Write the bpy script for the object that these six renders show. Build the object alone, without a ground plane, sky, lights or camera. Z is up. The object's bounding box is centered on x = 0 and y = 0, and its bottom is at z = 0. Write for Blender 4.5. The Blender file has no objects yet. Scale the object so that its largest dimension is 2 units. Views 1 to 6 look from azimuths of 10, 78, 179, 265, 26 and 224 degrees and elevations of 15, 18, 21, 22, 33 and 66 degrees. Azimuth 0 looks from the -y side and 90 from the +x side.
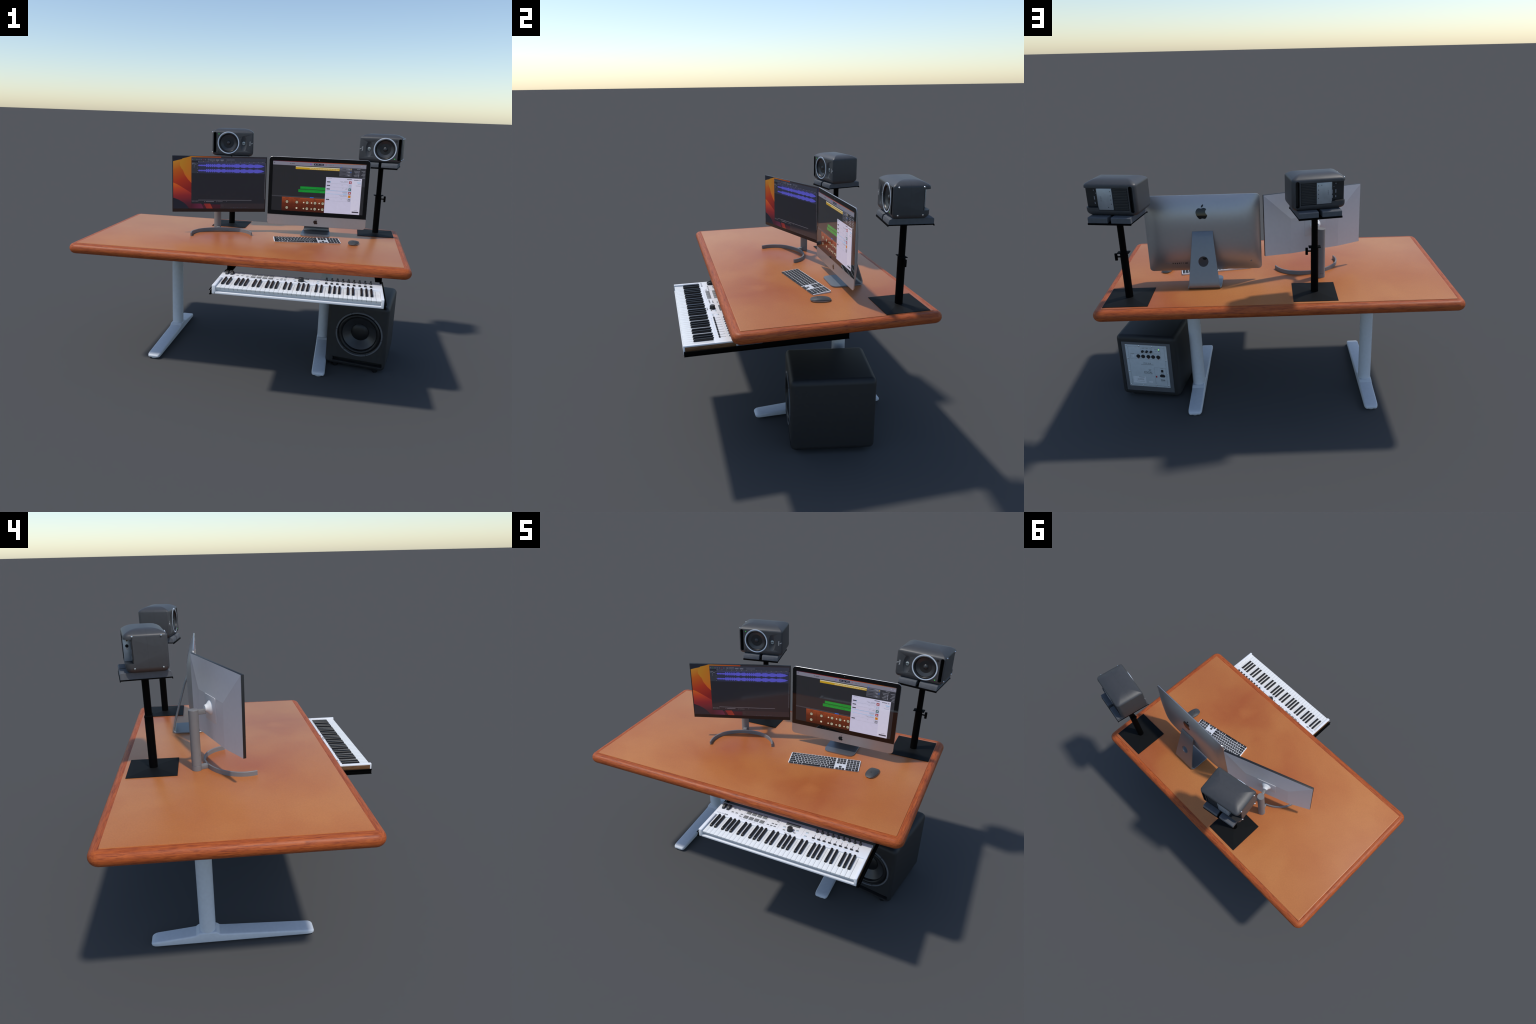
# A home music studio desk: desk with tray, piano keyboard, two screens, speakers on stands, subwoofer.
import bpy, bmesh, math, random
from mathutils import Vector, Matrix, noise as mnoise

RNG = random.Random(7)
pi, sin, cos, rad = math.pi, math.sin, math.cos, math.radians
COL = bpy.context.scene.collection

# ------------------------------------------------------------------ materials
def lin(r, g, b):
    f = lambda c: (c / 255 / 12.92) if c / 255 <= .04045 else ((c / 255 + .055) / 1.055) ** 2.4
    return (f(r), f(g), f(b))

def new_mat(name):
    m = bpy.data.materials.new(name)
    m.use_nodes = True
    nt = m.node_tree
    return m, nt, nt.nodes, nt.links, nt.nodes["Principled BSDF"]

def ramp(nodes, stops):
    r = nodes.new("ShaderNodeValToRGB")
    cr = r.color_ramp
    while len(cr.elements) < len(stops):
        cr.elements.new(.5)
    for e, (p, c) in zip(cr.elements, stops):
        e.position = p
        e.color = (*c, 1)
    return r

def mat(name, color, rough=.5, metal=0., spec=.5, vary=.06, scale=60., bump=0., bscale=600., emit=0., coat=0.):
    """Plain surface: base colour with a faint noise mottling, optional fine bump."""
    m, nt, N, L, B = new_mat(name)
    tc = N.new("ShaderNodeTexCoord")
    nz = N.new("ShaderNodeTexNoise")
    nz.inputs["Scale"].default_value = scale
    nz.inputs["Detail"].default_value = 4
    L.new(tc.outputs["Object"], nz.inputs["Vector"])
    lo = tuple(c * (1 - vary) for c in color)
    hi = tuple(min(1, c * (1 + vary)) for c in color)
    r = ramp(N, [(.3, lo), (.7, hi)])
    L.new(nz.outputs["Fac"], r.inputs["Fac"])
    L.new(r.outputs["Color"], B.inputs["Base Color"])
    B.inputs["Roughness"].default_value = rough
    B.inputs["Metallic"].default_value = metal
    B.inputs["Specular IOR Level"].default_value = spec
    if coat:
        B.inputs["Coat Weight"].default_value = coat
        B.inputs["Coat Roughness"].default_value = .05
    if emit:
        L.new(r.outputs["Color"], B.inputs["Emission Color"])
        B.inputs["Emission Strength"].default_value = emit
    if bump:
        n2 = N.new("ShaderNodeTexNoise")
        n2.inputs["Scale"].default_value = bscale
        n2.inputs["Detail"].default_value = 3
        L.new(tc.outputs["Object"], n2.inputs["Vector"])
        bp = N.new("ShaderNodeBump")
        bp.inputs["Strength"].default_value = bump
        bp.inputs["Distance"].default_value = .001
        L.new(n2.outputs["Fac"], bp.inputs["Height"])
        L.new(bp.outputs["Normal"], B.inputs["Normal"])
    return m

def wood(name, axis, stops, rough=.35, scale=7., stretch=14., spec=.5, coat=0.):
    """Streaky grain running along the given axis (0 = x, 1 = y)."""
    m, nt, N, L, B = new_mat(name)
    tc = N.new("ShaderNodeTexCoord")
    mp = N.new("ShaderNodeMapping")
    s = [scale * stretch] * 3
    s[axis] = scale
    mp.inputs["Scale"].default_value = s
    L.new(tc.outputs["Object"], mp.inputs["Vector"])
    nz = N.new("ShaderNodeTexNoise")
    nz.inputs["Scale"].default_value = 1
    nz.inputs["Detail"].default_value = 6
    nz.inputs["Roughness"].default_value = .62
    nz.inputs["Distortion"].default_value = .6
    L.new(mp.outputs["Vector"], nz.inputs["Vector"])
    r = ramp(N, stops)
    L.new(nz.outputs["Fac"], r.inputs["Fac"])
    mp2 = N.new("ShaderNodeMapping")
    s2 = [scale * stretch * 3] * 3
    s2[axis] = scale * 3
    mp2.inputs["Scale"].default_value = s2
    L.new(tc.outputs["Object"], mp2.inputs["Vector"])
    n2 = N.new("ShaderNodeTexNoise")
    n2.inputs["Scale"].default_value = 1
    n2.inputs["Detail"].default_value = 3
    L.new(mp2.outputs["Vector"], n2.inputs["Vector"])
    r2 = ramp(N, [(.36, (.35, .25, .35)), (.47, (1, 1, 1))])
    L.new(n2.outputs["Fac"], r2.inputs["Fac"])
    mx = N.new("ShaderNodeMix")
    mx.data_type = "RGBA"
    mx.blend_type = "MULTIPLY"
    mx.inputs[0].default_value = .55
    L.new(r.outputs["Color"], mx.inputs[6])
    L.new(r2.outputs["Color"], mx.inputs[7])
    L.new(mx.outputs[2], B.inputs["Base Color"])
    B.inputs["Roughness"].default_value = rough
    B.inputs["Specular IOR Level"].default_value = spec
    if coat:
        B.inputs["Coat Weight"].default_value = coat
        B.inputs["Coat Roughness"].default_value = .2
    return m

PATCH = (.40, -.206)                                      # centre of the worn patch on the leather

def leather(name):
    m, nt, N, L, B = new_mat(name)
    tc = N.new("ShaderNodeTexCoord")
    warp = N.new("ShaderNodeTexNoise")
    warp.inputs["Scale"].default_value = 1.3
    warp.inputs["Detail"].default_value = 3
    L.new(tc.outputs["Object"], warp.inputs["Vector"])
    add = N.new("ShaderNodeMix")
    add.data_type = "VECTOR"
    add.inputs[0].default_value = .35
    L.new(tc.outputs["Object"], add.inputs[4])
    L.new(warp.outputs["Color"], add.inputs[5])
    big = N.new("ShaderNodeTexNoise")
    big.inputs["Scale"].default_value = 2.6
    big.inputs["Detail"].default_value = 4
    big.inputs["Roughness"].default_value = .45
    L.new(add.outputs[1], big.inputs["Vector"])
    r = ramp(N, [(.30, (.425, .110, .029)), (.46, (.485, .157, .041)), (.64, (.535, .197, .055))])
    L.new(big.outputs["Fac"], r.inputs["Fac"])
    wv = N.new("ShaderNodeVectorMath")
    wv.operation = "MULTIPLY_ADD"
    wn = N.new("ShaderNodeTexNoise")
    wn.inputs["Scale"].default_value = 7
    wn.inputs["Detail"].default_value = 3
    L.new(tc.outputs["Object"], wn.inputs["Vector"])
    L.new(wn.outputs["Color"], wv.inputs[0])
    wv.inputs[1].default_value = (.26, .20, 0)
    L.new(tc.outputs["Object"], wv.inputs[2])
    ds = N.new("ShaderNodeVectorMath")
    ds.operation = "DISTANCE"
    ds.inputs[1].default_value = (PATCH[0] + .13, PATCH[1] + .10, .7745)
    L.new(wv.outputs[0], ds.inputs[0])
    rp = ramp(N, [(0., (1.04, 1.05, 1.04)), (.04, (1.0, .99, .97)), (.085, (.94, .87, .83)), (.15, (.96, .92, .90)), (.26, (1, 1, 1))])
    L.new(ds.outputs["Value"], rp.inputs["Fac"])
    pm_ = N.new("ShaderNodeMix")
    pm_.data_type = "RGBA"
    pm_.blend_type = "MULTIPLY"
    pm_.inputs[0].default_value = 1
    L.new(r.outputs["Color"], pm_.inputs[6])
    L.new(rp.outputs["Color"], pm_.inputs[7])
    grain = N.new("ShaderNodeTexVoronoi")
    grain.inputs["Scale"].default_value = 420
    L.new(tc.outputs["Object"], grain.inputs["Vector"])
    fine = N.new("ShaderNodeTexNoise")
    fine.inputs["Scale"].default_value = 170
    fine.inputs["Detail"].default_value = 4
    L.new(tc.outputs["Object"], fine.inputs["Vector"])
    rf = ramp(N, [(.35, (.9, .88, .86)), (.65, (1.0, 1.0, 1.0))])
    L.new(fine.outputs["Fac"], rf.inputs["Fac"])
    mx = N.new("ShaderNodeMix")
    mx.data_type = "RGBA"
    mx.blend_type = "MULTIPLY"
    mx.inputs[0].default_value = .8
    L.new(pm_.outputs[2], mx.inputs[6])
    L.new(rf.outputs["Color"], mx.inputs[7])
    L.new(mx.outputs[2], B.inputs["Base Color"])
    bp = N.new("ShaderNodeBump")
    bp.inputs["Strength"].default_value = .12
    bp.inputs["Distance"].default_value = .001
    L.new(grain.outputs["Distance"], bp.inputs["Height"])
    L.new(bp.outputs["Normal"], B.inputs["Normal"])
    B.inputs["Roughness"].default_value = .38
    B.inputs["Specular IOR Level"].default_value = .5
    return m

def gradient(name, direction, lo, hi, stops, rough=.12, emit=0.):
    """Colour ramp along a direction in object space, from value lo to hi."""
    m, nt, N, L, B = new_mat(name)
    tc = N.new("ShaderNodeTexCoord")
    dot = N.new("ShaderNodeVectorMath")
    dot.operation = "DOT_PRODUCT"
    dot.inputs[1].default_value = direction
    L.new(tc.outputs["Object"], dot.inputs[0])
    mr = N.new("ShaderNodeMapRange")
    mr.inputs["From Min"].default_value = lo
    mr.inputs["From Max"].default_value = hi
    L.new(dot.outputs["Value"], mr.inputs["Value"])
    r = ramp(N, stops)
    L.new(mr.outputs["Result"], r.inputs["Fac"])
    L.new(r.outputs["Color"], B.inputs["Base Color"])
    B.inputs["Roughness"].default_value = rough
    if emit:
        L.new(r.outputs["Color"], B.inputs["Emission Color"])
        B.inputs["Emission Strength"].default_value = emit
    return m

M = {}
M["leather"] = leather("tan_leather")
redwood = [(.30, (.22, .040, .014)), (.42, (.35, .072, .017)), (.56, (.43, .094, .020)), (.74, (.50, .125, .030))]
M["wood_x"] = wood("red_wood_lengthwise", 0, redwood, .48, scale=9., spec=.28)
M["wood_y"] = wood("red_wood_crosswise", 1, redwood, .48, scale=9., spec=.28)
def seamed(name, color, y0, half):
    """Moulded cabinet: plain colour with one fine parting line across it at y = y0."""
    m = mat(name, color, .46, spec=.45, vary=.06)
    N, L = m.node_tree.nodes, m.node_tree.links
    B = N["Principled BSDF"]
    src = B.inputs["Base Color"].links[0].from_socket
    tc = N.new("ShaderNodeTexCoord")
    sx_ = N.new("ShaderNodeSeparateXYZ")
    L.new(tc.outputs["Object"], sx_.inputs[0])
    cmp_ = N.new("ShaderNodeMath")
    cmp_.operation = "COMPARE"
    cmp_.inputs[1].default_value = y0
    cmp_.inputs[2].default_value = half
    L.new(sx_.outputs["Y"], cmp_.inputs[0])
    mx = N.new("ShaderNodeMix")
    mx.data_type = "RGBA"
    L.new(cmp_.outputs[0], mx.inputs[0])
    L.new(src, mx.inputs[6])
    mx.inputs[7].default_value = (color[0] * .65, color[1] * .65, color[2] * .65, 1)
    L.new(mx.outputs[2], B.inputs["Base Color"])
    return m
M["under"] = mat("underside_board", (.10, .05, .03), .7)
M["cheek"] = wood("walnut_cheek", 1, [(.3, (.12, .055, .022)), (.55, (.20, .095, .038)), (.75, (.27, .14, .06))], scale=10)
M["leg"] = mat("silver_paint", (.66, .69, .73), .42, 0., vary=.03)
M["black"] = mat("black_steel", (.0018, .0018, .0019), .6, spec=.05, vary=.15)
M["plate"] = mat("black_plate", (.0060, .0066, .0070), .6, spec=.11, vary=.12)
M["foam"] = mat("grey_foam", (.092, .098, .108), .8, vary=.08, bump=.25, bscale=900)
M["cabinet"] = seamed("charcoal_cabinet", (.050, .051, .054), -.0149, .0005)
M["cab_dark"] = mat("dark_recess", (.012, .012, .013), .5)
M["pit"] = mat("deep_black", (.002, .002, .002), .9)
M["rib"] = mat("ribbed_plastic", (.026, .027, .029), .5)
M["ring"] = mat("pale_ring", (.56, .63, .71), .4)
M["rubber"] = mat("black_rubber", (.010, .010, .011), .4, spec=.4)
M["cone"] = mat("speaker_cone", (.026, .027, .030), .38, spec=.6, vary=.1)
M["chrome"] = mat("chrome", (.85, .85, .86), .12, 1.)
M["tweeter"] = mat("tweeter_grille", (.40, .44, .43), .4, .2, vary=.3, scale=300)
M["mark"] = mat("white_print", (.75, .75, .75), .5)
M["led"] = mat("green_lamp", (.05, .75, .08), .3, emit=.35)
M["led_bright"] = mat("lime_lamp", (.3, .95, .1), .3, emit=1.)
M["alu_plate"] = mat("brushed_plate", (.42, .45, .48), .38, .55, vary=.1, scale=25)
M["sub"] = mat("matt_black_cabinet", (.020, .020, .021), .55, vary=.08, bump=.12, bscale=1200)
M["sub_ring"] = mat("grey_ring", (.12, .125, .135), .4)
M["sub_frame"] = mat("grey_frame", (.11, .115, .125), .55)
M["sub_panel"] = mat("grey_panel", (.60, .65, .68), .4, 0., vary=.04)  # base colour lightened to match the panel's brightness in shade
M["ink"] = mat("dark_ink", (.02, .02, .022), .5)
M["ink_soft"] = mat("grey_ink", (.16, .17, .18), .5)
M["red"] = mat("red_switch", (.45, .01, .02), .4)
M["label"] = mat("pale_label", (.74, .77, .80), .5)
M["alu"] = mat("aluminium", (.46, .46, .47), .42, .85, vary=.02)
M["alu_stand"] = mat("satin_aluminium", (.24, .25, .265), .42, .8, vary=.02)
M["glass_black"] = mat("black_glass", (.003, .003, .0033), .03, spec=.5, vary=.1)
M["logo"] = mat("gloss_black", (.006, .006, .006), .06, vary=.1)
M["mon_back"] = mat("pale_plastic", (.68, .655, .66), .45, vary=.02)
M["mon_side"] = mat("black_edge", (.008, .008, .009), .5)
M["mon_post"] = mat("grey_metal", (.205, .20, .20), .5, .1, vary=.02)
M["white_part"] = mat("white_plastic", (.8, .8, .8), .4, vary=.01)
M["white"] = mat("white_shell", (.80, .81, .83), .38, vary=.01)
M["ivory"] = mat("white_key_plastic", (.80, .80, .78), .22, vary=.015)
M["ebony"] = mat("black_key_plastic", (.011, .011, .012), .38, spec=.3)
M["button"] = mat("grey_button", (.20, .205, .205), .55)
M["button_blue"] = mat("pale_button", (.42, .48, .50), .5)
M["print_blue"] = mat("blue_print", (.25, .55, .85), .5)
M["print_grey"] = mat("grey_print", (.33, .33, .36), .5)
M["knob"] = mat("knob_rubber", (.018, .018, .019), .5)
M["display"] = mat("lcd_glass", (.16, .17, .17), .2)
M["kb_case"] = mat("keyboard_case", (.80, .81, .84), .3, .15, vary=.01)
M["kb_key"] = mat("charcoal_key", (.012, .013, .016), .6, spec=.25)
M["kb_mark"] = mat("key_print", (.30, .31, .33), .5)
M["mouse"] = mat("slate_shell", (.050, .052, .055), .5, spec=.35)
M["mouse_base"] = mat("pink_silver", (.50, .46, .46), .4, .3)

# screen pictures: glossy sheets, one material per colour
EM = .10
def ui_mat(name, rgb, rough=.04, emit=EM, gain=1.6):
    c = tuple(min(.95, v * gain) for v in lin(*rgb))  # gain brightens the picture colours against weak light on the upright screen
    return mat(name, c, rough, vary=.02, emit=emit)

# ------------------------------------------------------------------ mesh helpers
def finish(name, bm, material, parent=None, angle=35, smooth=True, loc=None):
    bmesh.ops.recalc_face_normals(bm, faces=bm.faces[:])
    lim = rad(angle)
    for e in bm.edges:
        if len(e.link_faces) == 2 and e.calc_face_angle(0) > lim:
            e.smooth = False
    for f in bm.faces:
        f.smooth = smooth
    me = bpy.data.meshes.new(name)
    bm.to_mesh(me)
    bm.free()
    for mm in (material if isinstance(material, (list, tuple)) else [material]):
        me.materials.append(mm)
    return place(name, me, parent, loc)

def place(name, me, parent=None, loc=None, rz=0.):
    o = bpy.data.objects.new(name, me)
    COL.objects.link(o)
    if parent is not None:
        o.parent = parent
    if loc is not None:
        o.location = loc
    if rz:
        o.rotation_euler = (0, 0, rz)
    return o

def thing(name, label, category, loc, yaw=0.):
    e = bpy.data.objects.new(name, None)
    e.empty_display_size = .05
    COL.objects.link(e)
    e.location = loc
    e.rotation_euler = (0, 0, rad(yaw))
    e["label"] = label
    e["category"] = category
    return e

def box_bm(x0, x1, y0, y1, z0, z1, r=0., seg=2, bm=None):
    b = bmesh.new()
    bmesh.ops.create_cube(b, size=1)
    for v in b.verts:
        v.co = Vector(((x0 + x1) / 2 + v.co.x * (x1 - x0), (y0 + y1) / 2 + v.co.y * (y1 - y0), (z0 + z1) / 2 + v.co.z * (z1 - z0)))
    if r > 0:
        bmesh.ops.bevel(b, geom=b.edges[:], offset=r, segments=seg, profile=.5, affect="EDGES")
    if bm is None:
        return b
    me = bpy.data.meshes.new("tmp")
    b.to_mesh(me)
    b.free()
    bm.from_mesh(me)
    bpy.data.meshes.remove(me)
    return bm

def box(name, x0, x1, y0, y1, z0, z1, material, parent, r=0., seg=2, angle=35):
    return finish(name, box_bm(x0, x1, y0, y1, z0, z1, r, seg), material, parent, angle)

def rrect(w, h, r, n=5, cx=0., cy=0.):
    """Rounded rectangle outline (half sizes w, h), anticlockwise."""
    pts = []
    for sx, sy, a0 in ((1, 1, 0), (-1, 1, 90), (-1, -1, 180), (1, -1, 270)):
        for i in range(n + 1):
            a = rad(a0 + 90 * i / n)
            pts.append((cx + sx * (w - r) + r * cos(a), cy + sy * (h - r) + r * sin(a)))
    return pts

def loft(name, rings, material, parent, closed=True, cap=True, angle=35, loc=None):
    """Skin through rings of 3D points (same count each)."""
    bm = bmesh.new()
    R = [[bm.verts.new(p) for p in ring] for ring in rings]
    n = len(R[0])
    for a, b in zip(R, R[1:]):
        for i in range(n if closed else n - 1):
            j = (i + 1) % n
            bm.faces.new((a[i], a[j], b[j], b[i]))
    if cap and closed:
        bm.faces.new(list(reversed(R[0])))
        bm.faces.new(R[-1])
    return finish(name, bm, material, parent, angle, loc=loc)

AX = {"x": lambda a, b, d: (d, a, b), "y": lambda a, b, d: (a, d, b), "z": lambda a, b, d: (a, b, d)}

def prism(name, pts, axis, d0, d1, material, parent, angle=35, bev=0.):
    f = AX[axis]
    bm = bmesh.new()
    A = [bm.verts.new(f(x, y, d0)) for x, y in pts]
    B = [bm.verts.new(f(x, y, d1)) for x, y in pts]
    n = len(pts)
    for i in range(n):
        bm.faces.new((A[i], A[(i + 1) % n], B[(i + 1) % n], B[i]))
    fa = bm.faces.new(list(reversed(A)))
    fb = bm.faces.new(B)
    if bev:
        es = list({e for ff in (fa, fb) for e in ff.edges})
        bmesh.ops.bevel(bm, geom=es, offset=bev, segments=2, profile=.5, affect="EDGES")
    return finish(name, bm, material, parent, angle)

def lathe_bm(profile, axis="z", centre=(0, 0, 0), n=40, bm=None):
    """Turn (radius, height) points about an axis."""
    f = AX[axis]
    bm = bm or bmesh.new()
    c = Vector(centre)
    rings = []
    for r, h in profile:
        if r < 1e-6:
            rings.append([bm.verts.new(c + Vector(f(0, 0, h)))])
        else:
            rings.append([bm.verts.new(c + Vector(f(r * cos(2 * pi * i / n), r * sin(2 * pi * i / n), h))) for i in range(n)])
    for a, b in zip(rings, rings[1:]):
        for i in range(n):
            j = (i + 1) % n
            if len(a) == 1 and len(b) > 1:
                bm.faces.new((a[0], b[j], b[i]))
            elif len(b) == 1 and len(a) > 1:
                bm.faces.new((a[i], a[j], b[0]))
            elif len(a) > 1:
                bm.faces.new((a[i], a[j], b[j], b[i]))
    return bm

def lathe(name, profile, material, parent, axis="z", centre=(0, 0, 0), n=40, angle=35):
    return finish(name, lathe_bm(profile, axis, centre, n), material, parent, angle)

def cyl(name, r, h0, h1, material, parent, axis="z", centre=(0, 0, 0), n=32, bev=.0):
    b = bev
    if b:
        p = [(0, h0), (r - b, h0), (r, h0 + b), (r, h1 - b), (r - b, h1), (0, h1)]
    else:
        p = [(0, h0), (r, h0), (r, h1), (0, h1)]
    return lathe(name, p, material, parent, axis, centre, n)

def carve(obj, cutters):
    """Subtract helper bodies from a part and keep the result as its mesh."""
    for c in cutters:
        md = obj.modifiers.new("cut", "BOOLEAN")
        md.object = c
        md.operation = "DIFFERENCE"
        md.solver = "EXACT"
    bpy.context.view_layer.update()
    dg = bpy.context.evaluated_depsgraph_get()
    me = bpy.data.meshes.new_from_object(obj.evaluated_get(dg))
    obj.modifiers.clear()
    old = obj.data
    obj.data = me
    bpy.data.meshes.remove(old)
    for c in cutters:
        m = c.data
        bpy.data.objects.remove(c)
        bpy.data.meshes.remove(m)
    bm = bmesh.new()
    bm.from_mesh(me)
    for e in bm.edges:
        e.smooth = not (len(e.link_faces) == 2 and e.calc_face_angle(0) > rad(32))
    for f in bm.faces:
        f.smooth = True
    bm.to_mesh(me)
    bm.free()

def text(name, body, size, material, parent, origin, right, up, depth=.0003, align="CENTER", kind=None, sx=1.):
    """Built-in font lettering lying in the plane spanned by right and up."""
    cu = bpy.data.curves.new(name, "FONT")
    cu.body = body
    cu.size = size
    cu.align_x = align
    cu.align_y = "CENTER"
    cu.extrude = depth
    cu.resolution_u = 3
    tmp = bpy.data.objects.new("tmp_text", cu)
    COL.objects.link(tmp)
    bpy.context.view_layer.update()
    me = bpy.data.meshes.new_from_object(tmp.evaluated_get(bpy.context.evaluated_depsgraph_get()))
    bpy.data.objects.remove(tmp)
    bpy.data.curves.remove(cu)
    r, u = Vector(right), Vector(up)
    nrm = r.cross(u)
    o = Vector(origin)
    for v in me.vertices:
        v.co = o + r * v.co.x * sx + u * v.co.y + nrm * v.co.z
    if sx < 0:
        me.flip_normals()
    me.name = name
    me.materials.clear()
    me.materials.append(material)
    return place(name, me, parent)

def joined(name, boxes, material, parent, r=0.):
    bm = bmesh.new()
    for b in boxes:
        box_bm(*b, r=r, bm=bm)
    o = finish(name, bm, material, parent)
    o["kind"] = "stuff"
    return o

def smoothstep(a, b, x):
    t = max(0., min(1., (x - a) / (b - a)))
    return t * t * (3 - 2 * t)

def interp(x, pts):
    if x <= pts[0][0]:
        return pts[0][1]
    for (x0, y0), (x1, y1) in zip(pts, pts[1:]):
        if x <= x1:
            return y0 + (y1 - y0) * (x - x0) / (x1 - x0)
    return pts[-1][1]

# ================================================================== DESK
TOP = .7745
desk = thing("desk", "wooden desk with tan leather top and silver T legs", "desk", (0, 0, 0))
LX0, LX1, LY0, LY1 = -.956, .954, -.394, .6215          # leather inlay
cx, cy, hx, hy = (LX0 + LX1) / 2, (LY0 + LY1) / 2, (LX1 - LX0) / 2, (LY1 - LY0) / 2

def slab_rings(w, h, r, stations):
    return [[(cx + x, cy + y, z) for x, y in rrect(w - i, h - i, max(.002, r - i), 5)] for z, i in stations]

loft("leather_top", slab_rings(hx, hy, .006, [(.762, 0), (TOP - .0018, 0), (TOP - .0005, .0006), (TOP, .002)]), M["leather"], desk)
loft("desk_board", slab_rings(hx - .001, hy - .001, .006, [(.7135, 0), (.7615, 0)]), M["under"], desk)

# edge band: bullnose profile swept round the inlay, mitred into four rails
prof = [(-.0005, .764), (-.0005, .7715), (.004, .7722)]
for i in range(1, 17):
    a = rad(90 - 180 * i / 17)
    prof.append((.012 + .0310 * max(0, cos(a)) ** .9, .742 + .0302 * sin(a)))
prof += [(.004, .7118), (-.0005, .7120), (-.0005, .720)]
path = []                                                 # (point, outward normal, side)
for sx, sy, a0 in ((1, 1, 0), (-1, 1, 90), (-1, -1, 180), (1, -1, 270)):
    for i in range(9):
        a = rad(a0 + 90 * i / 8)
        path.append((cx + sx * (hx - .006) + .006 * cos(a), cy + sy * (hy - .006) + .006 * sin(a), cos(a), sin(a)))
npth = len(path)
corner_mid = [4, 13, 22, 31]
for k in range(4):
    i0, i1 = corner_mid[k], corner_mid[(k + 1) % 4] + (npth if k == 3 else 0)
    rings = []
    for i in range(i0, i1 + 1):
        px, py, nx, ny = path[i % npth]
        g = 1. + 0. * i
        rings.append([(px + nx * d * g, py + ny * d * g, z) for d, z in prof])
    loft("edge_rail", rings, M["wood_x"] if k in (0, 2) else M["wood_y"], desk, closed=True, cap=True, angle=50)

# legs: round columns on tapered T feet
for lx in (-.538, .524):
    rings = []
    ys = [(-.2545, .62), (-.252, .78), (-.246, .90), (-.236, .97), (-.222, 1.)] + [(-.2 + .04 * i, 1.) for i in range(10)]
    ys += [(.198, 1.), (.206, 1.), (.214, 1.), (.222, 1.), (.262, 1.), (.302, 1.), (.310, 1.), (.318, 1.), (.326, 1.)]
    ys += [(.36, 1.), (.40, 1.), (.44, 1.), (.48, 1.), (.502, 1.), (.514, .97), (.524, .90), (.530, .78), (.5325, .62)]
    ys = sorted(set(ys))
    for y, w in ys:
        top = interp(y, [(-.2545, .020), (-.250, .026), (-.236, .0305), (.195, .0500), (.206, .0525), (.219, .0640), (.305, .0640), (.318, .0525), (.328, .0500), (.512, .0315), (.528, .026), (.5325, .020)])
        bot = interp(y, [(-.2545, .013), (-.25, .008), (-.24, .006), (.52, .006), (.53, .009), (.5325, .013)])
        hw = .0405 * w
        z0, z1 = bot, top
        r = min(.008, (z1 - z0) * .40, hw * .5)
        rings.append([(lx + a, y, b) for a, b in rrect(hw, (z1 - z0) / 2, r, 4, 0, (z0 + z1) / 2)])
    loft("foot", rings, M["leg"], desk, angle=24)
    for gy in (-.222, .5):
        cyl("glide", .026, 0, .0085, M["leg"], desk, centre=(lx, gy, 0), n=28, bev=.003)
    cyl("column", .0388, .055, .7125, M["leg"], desk, centre=(lx, .262, 0), n=48)
    box("mounting_plate", lx - .05, lx + .05, .0, .52, .7065, .7118, M["leg"], desk, .002)

# slide-out tray rails under the top
for s, xo in ((1, .8445), (-1, -.0525)):
    a, b = sorted((xo, xo + s * .0075))
    box("tray_rail", a, b, -.662, -.262, .6175, .640, M["black"], desk, .0012)
    box("rail_channel", a, b, -.264, .202, .6175, .6560, M["black"], desk, .0012)
    for hy_ in (-.245, -.03, .185):
        box("rail_hanger", a, b, hy_ - .012, hy_ + .012, .655, .7130, M["black"], desk, .0008)
    a2, b2 = sorted((xo, xo - s * .03))
    box("rail_flange", a2, b2, -.262, .202, .640, .646, M["black"], desk, .001)
    a3, b3 = sorted((xo + s * .0075, xo + s * .013))
    box("rail_lip", a3, b3, -.662, .202, .6175, .6215, M["black"], desk, .0008)
    box("rail_lip", a3, b3, -.662, -.262, .642, .646, M["black"], desk, .0008)

# ================================================================== PIANO KEYBOARD
X0, X1, KF, KB = -.0505, .8435, -.6635, -.391
piano = thing("piano_keyboard", "white controller keyboard with sixty one keys and knobs", "piano keyboard", (0, 0, -.002))
Z0, Z1 = .6255, .6735
PF = -.5065                                               # front edge of control panel
box("case_bottom", X0 + .004, X1 - .004, KF + .012, KB, Z0, .636, M["white"], piano, .002)
box("front_bar", X0 + .012, X1 - .012, KF, KF + .018, Z0, .6375, M["white"], piano, .0025, 3)
box("inner_wall", X0 + .012, X1 - .012, KF + .022, KF + .026, .636, .650, M["white"], piano)
for xa, xb in ((X0, -.0305), (.829, X1)):
    box("side_cheek", xa, xb, KF, PF + .001, Z0, Z1, M["white"], piano, .0025, 3)
box("control_panel", X0, X1, PF, KB, .640, Z1, M["white"], piano, .0025, 3)
box("back_wall", X0 + .002, X1 - .002, KB - .004, KB + .003, Z0, .667, M["white"], piano, .001)
for xa, xb in ((X0 - .0008, X0 + .004), (X1 - .004, X1 + .0008)):
    box("wooden_cheek", xa, xb, KF + .008, KB - .008, .6375, .6665, M["cheek"], piano, .0005)

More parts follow.
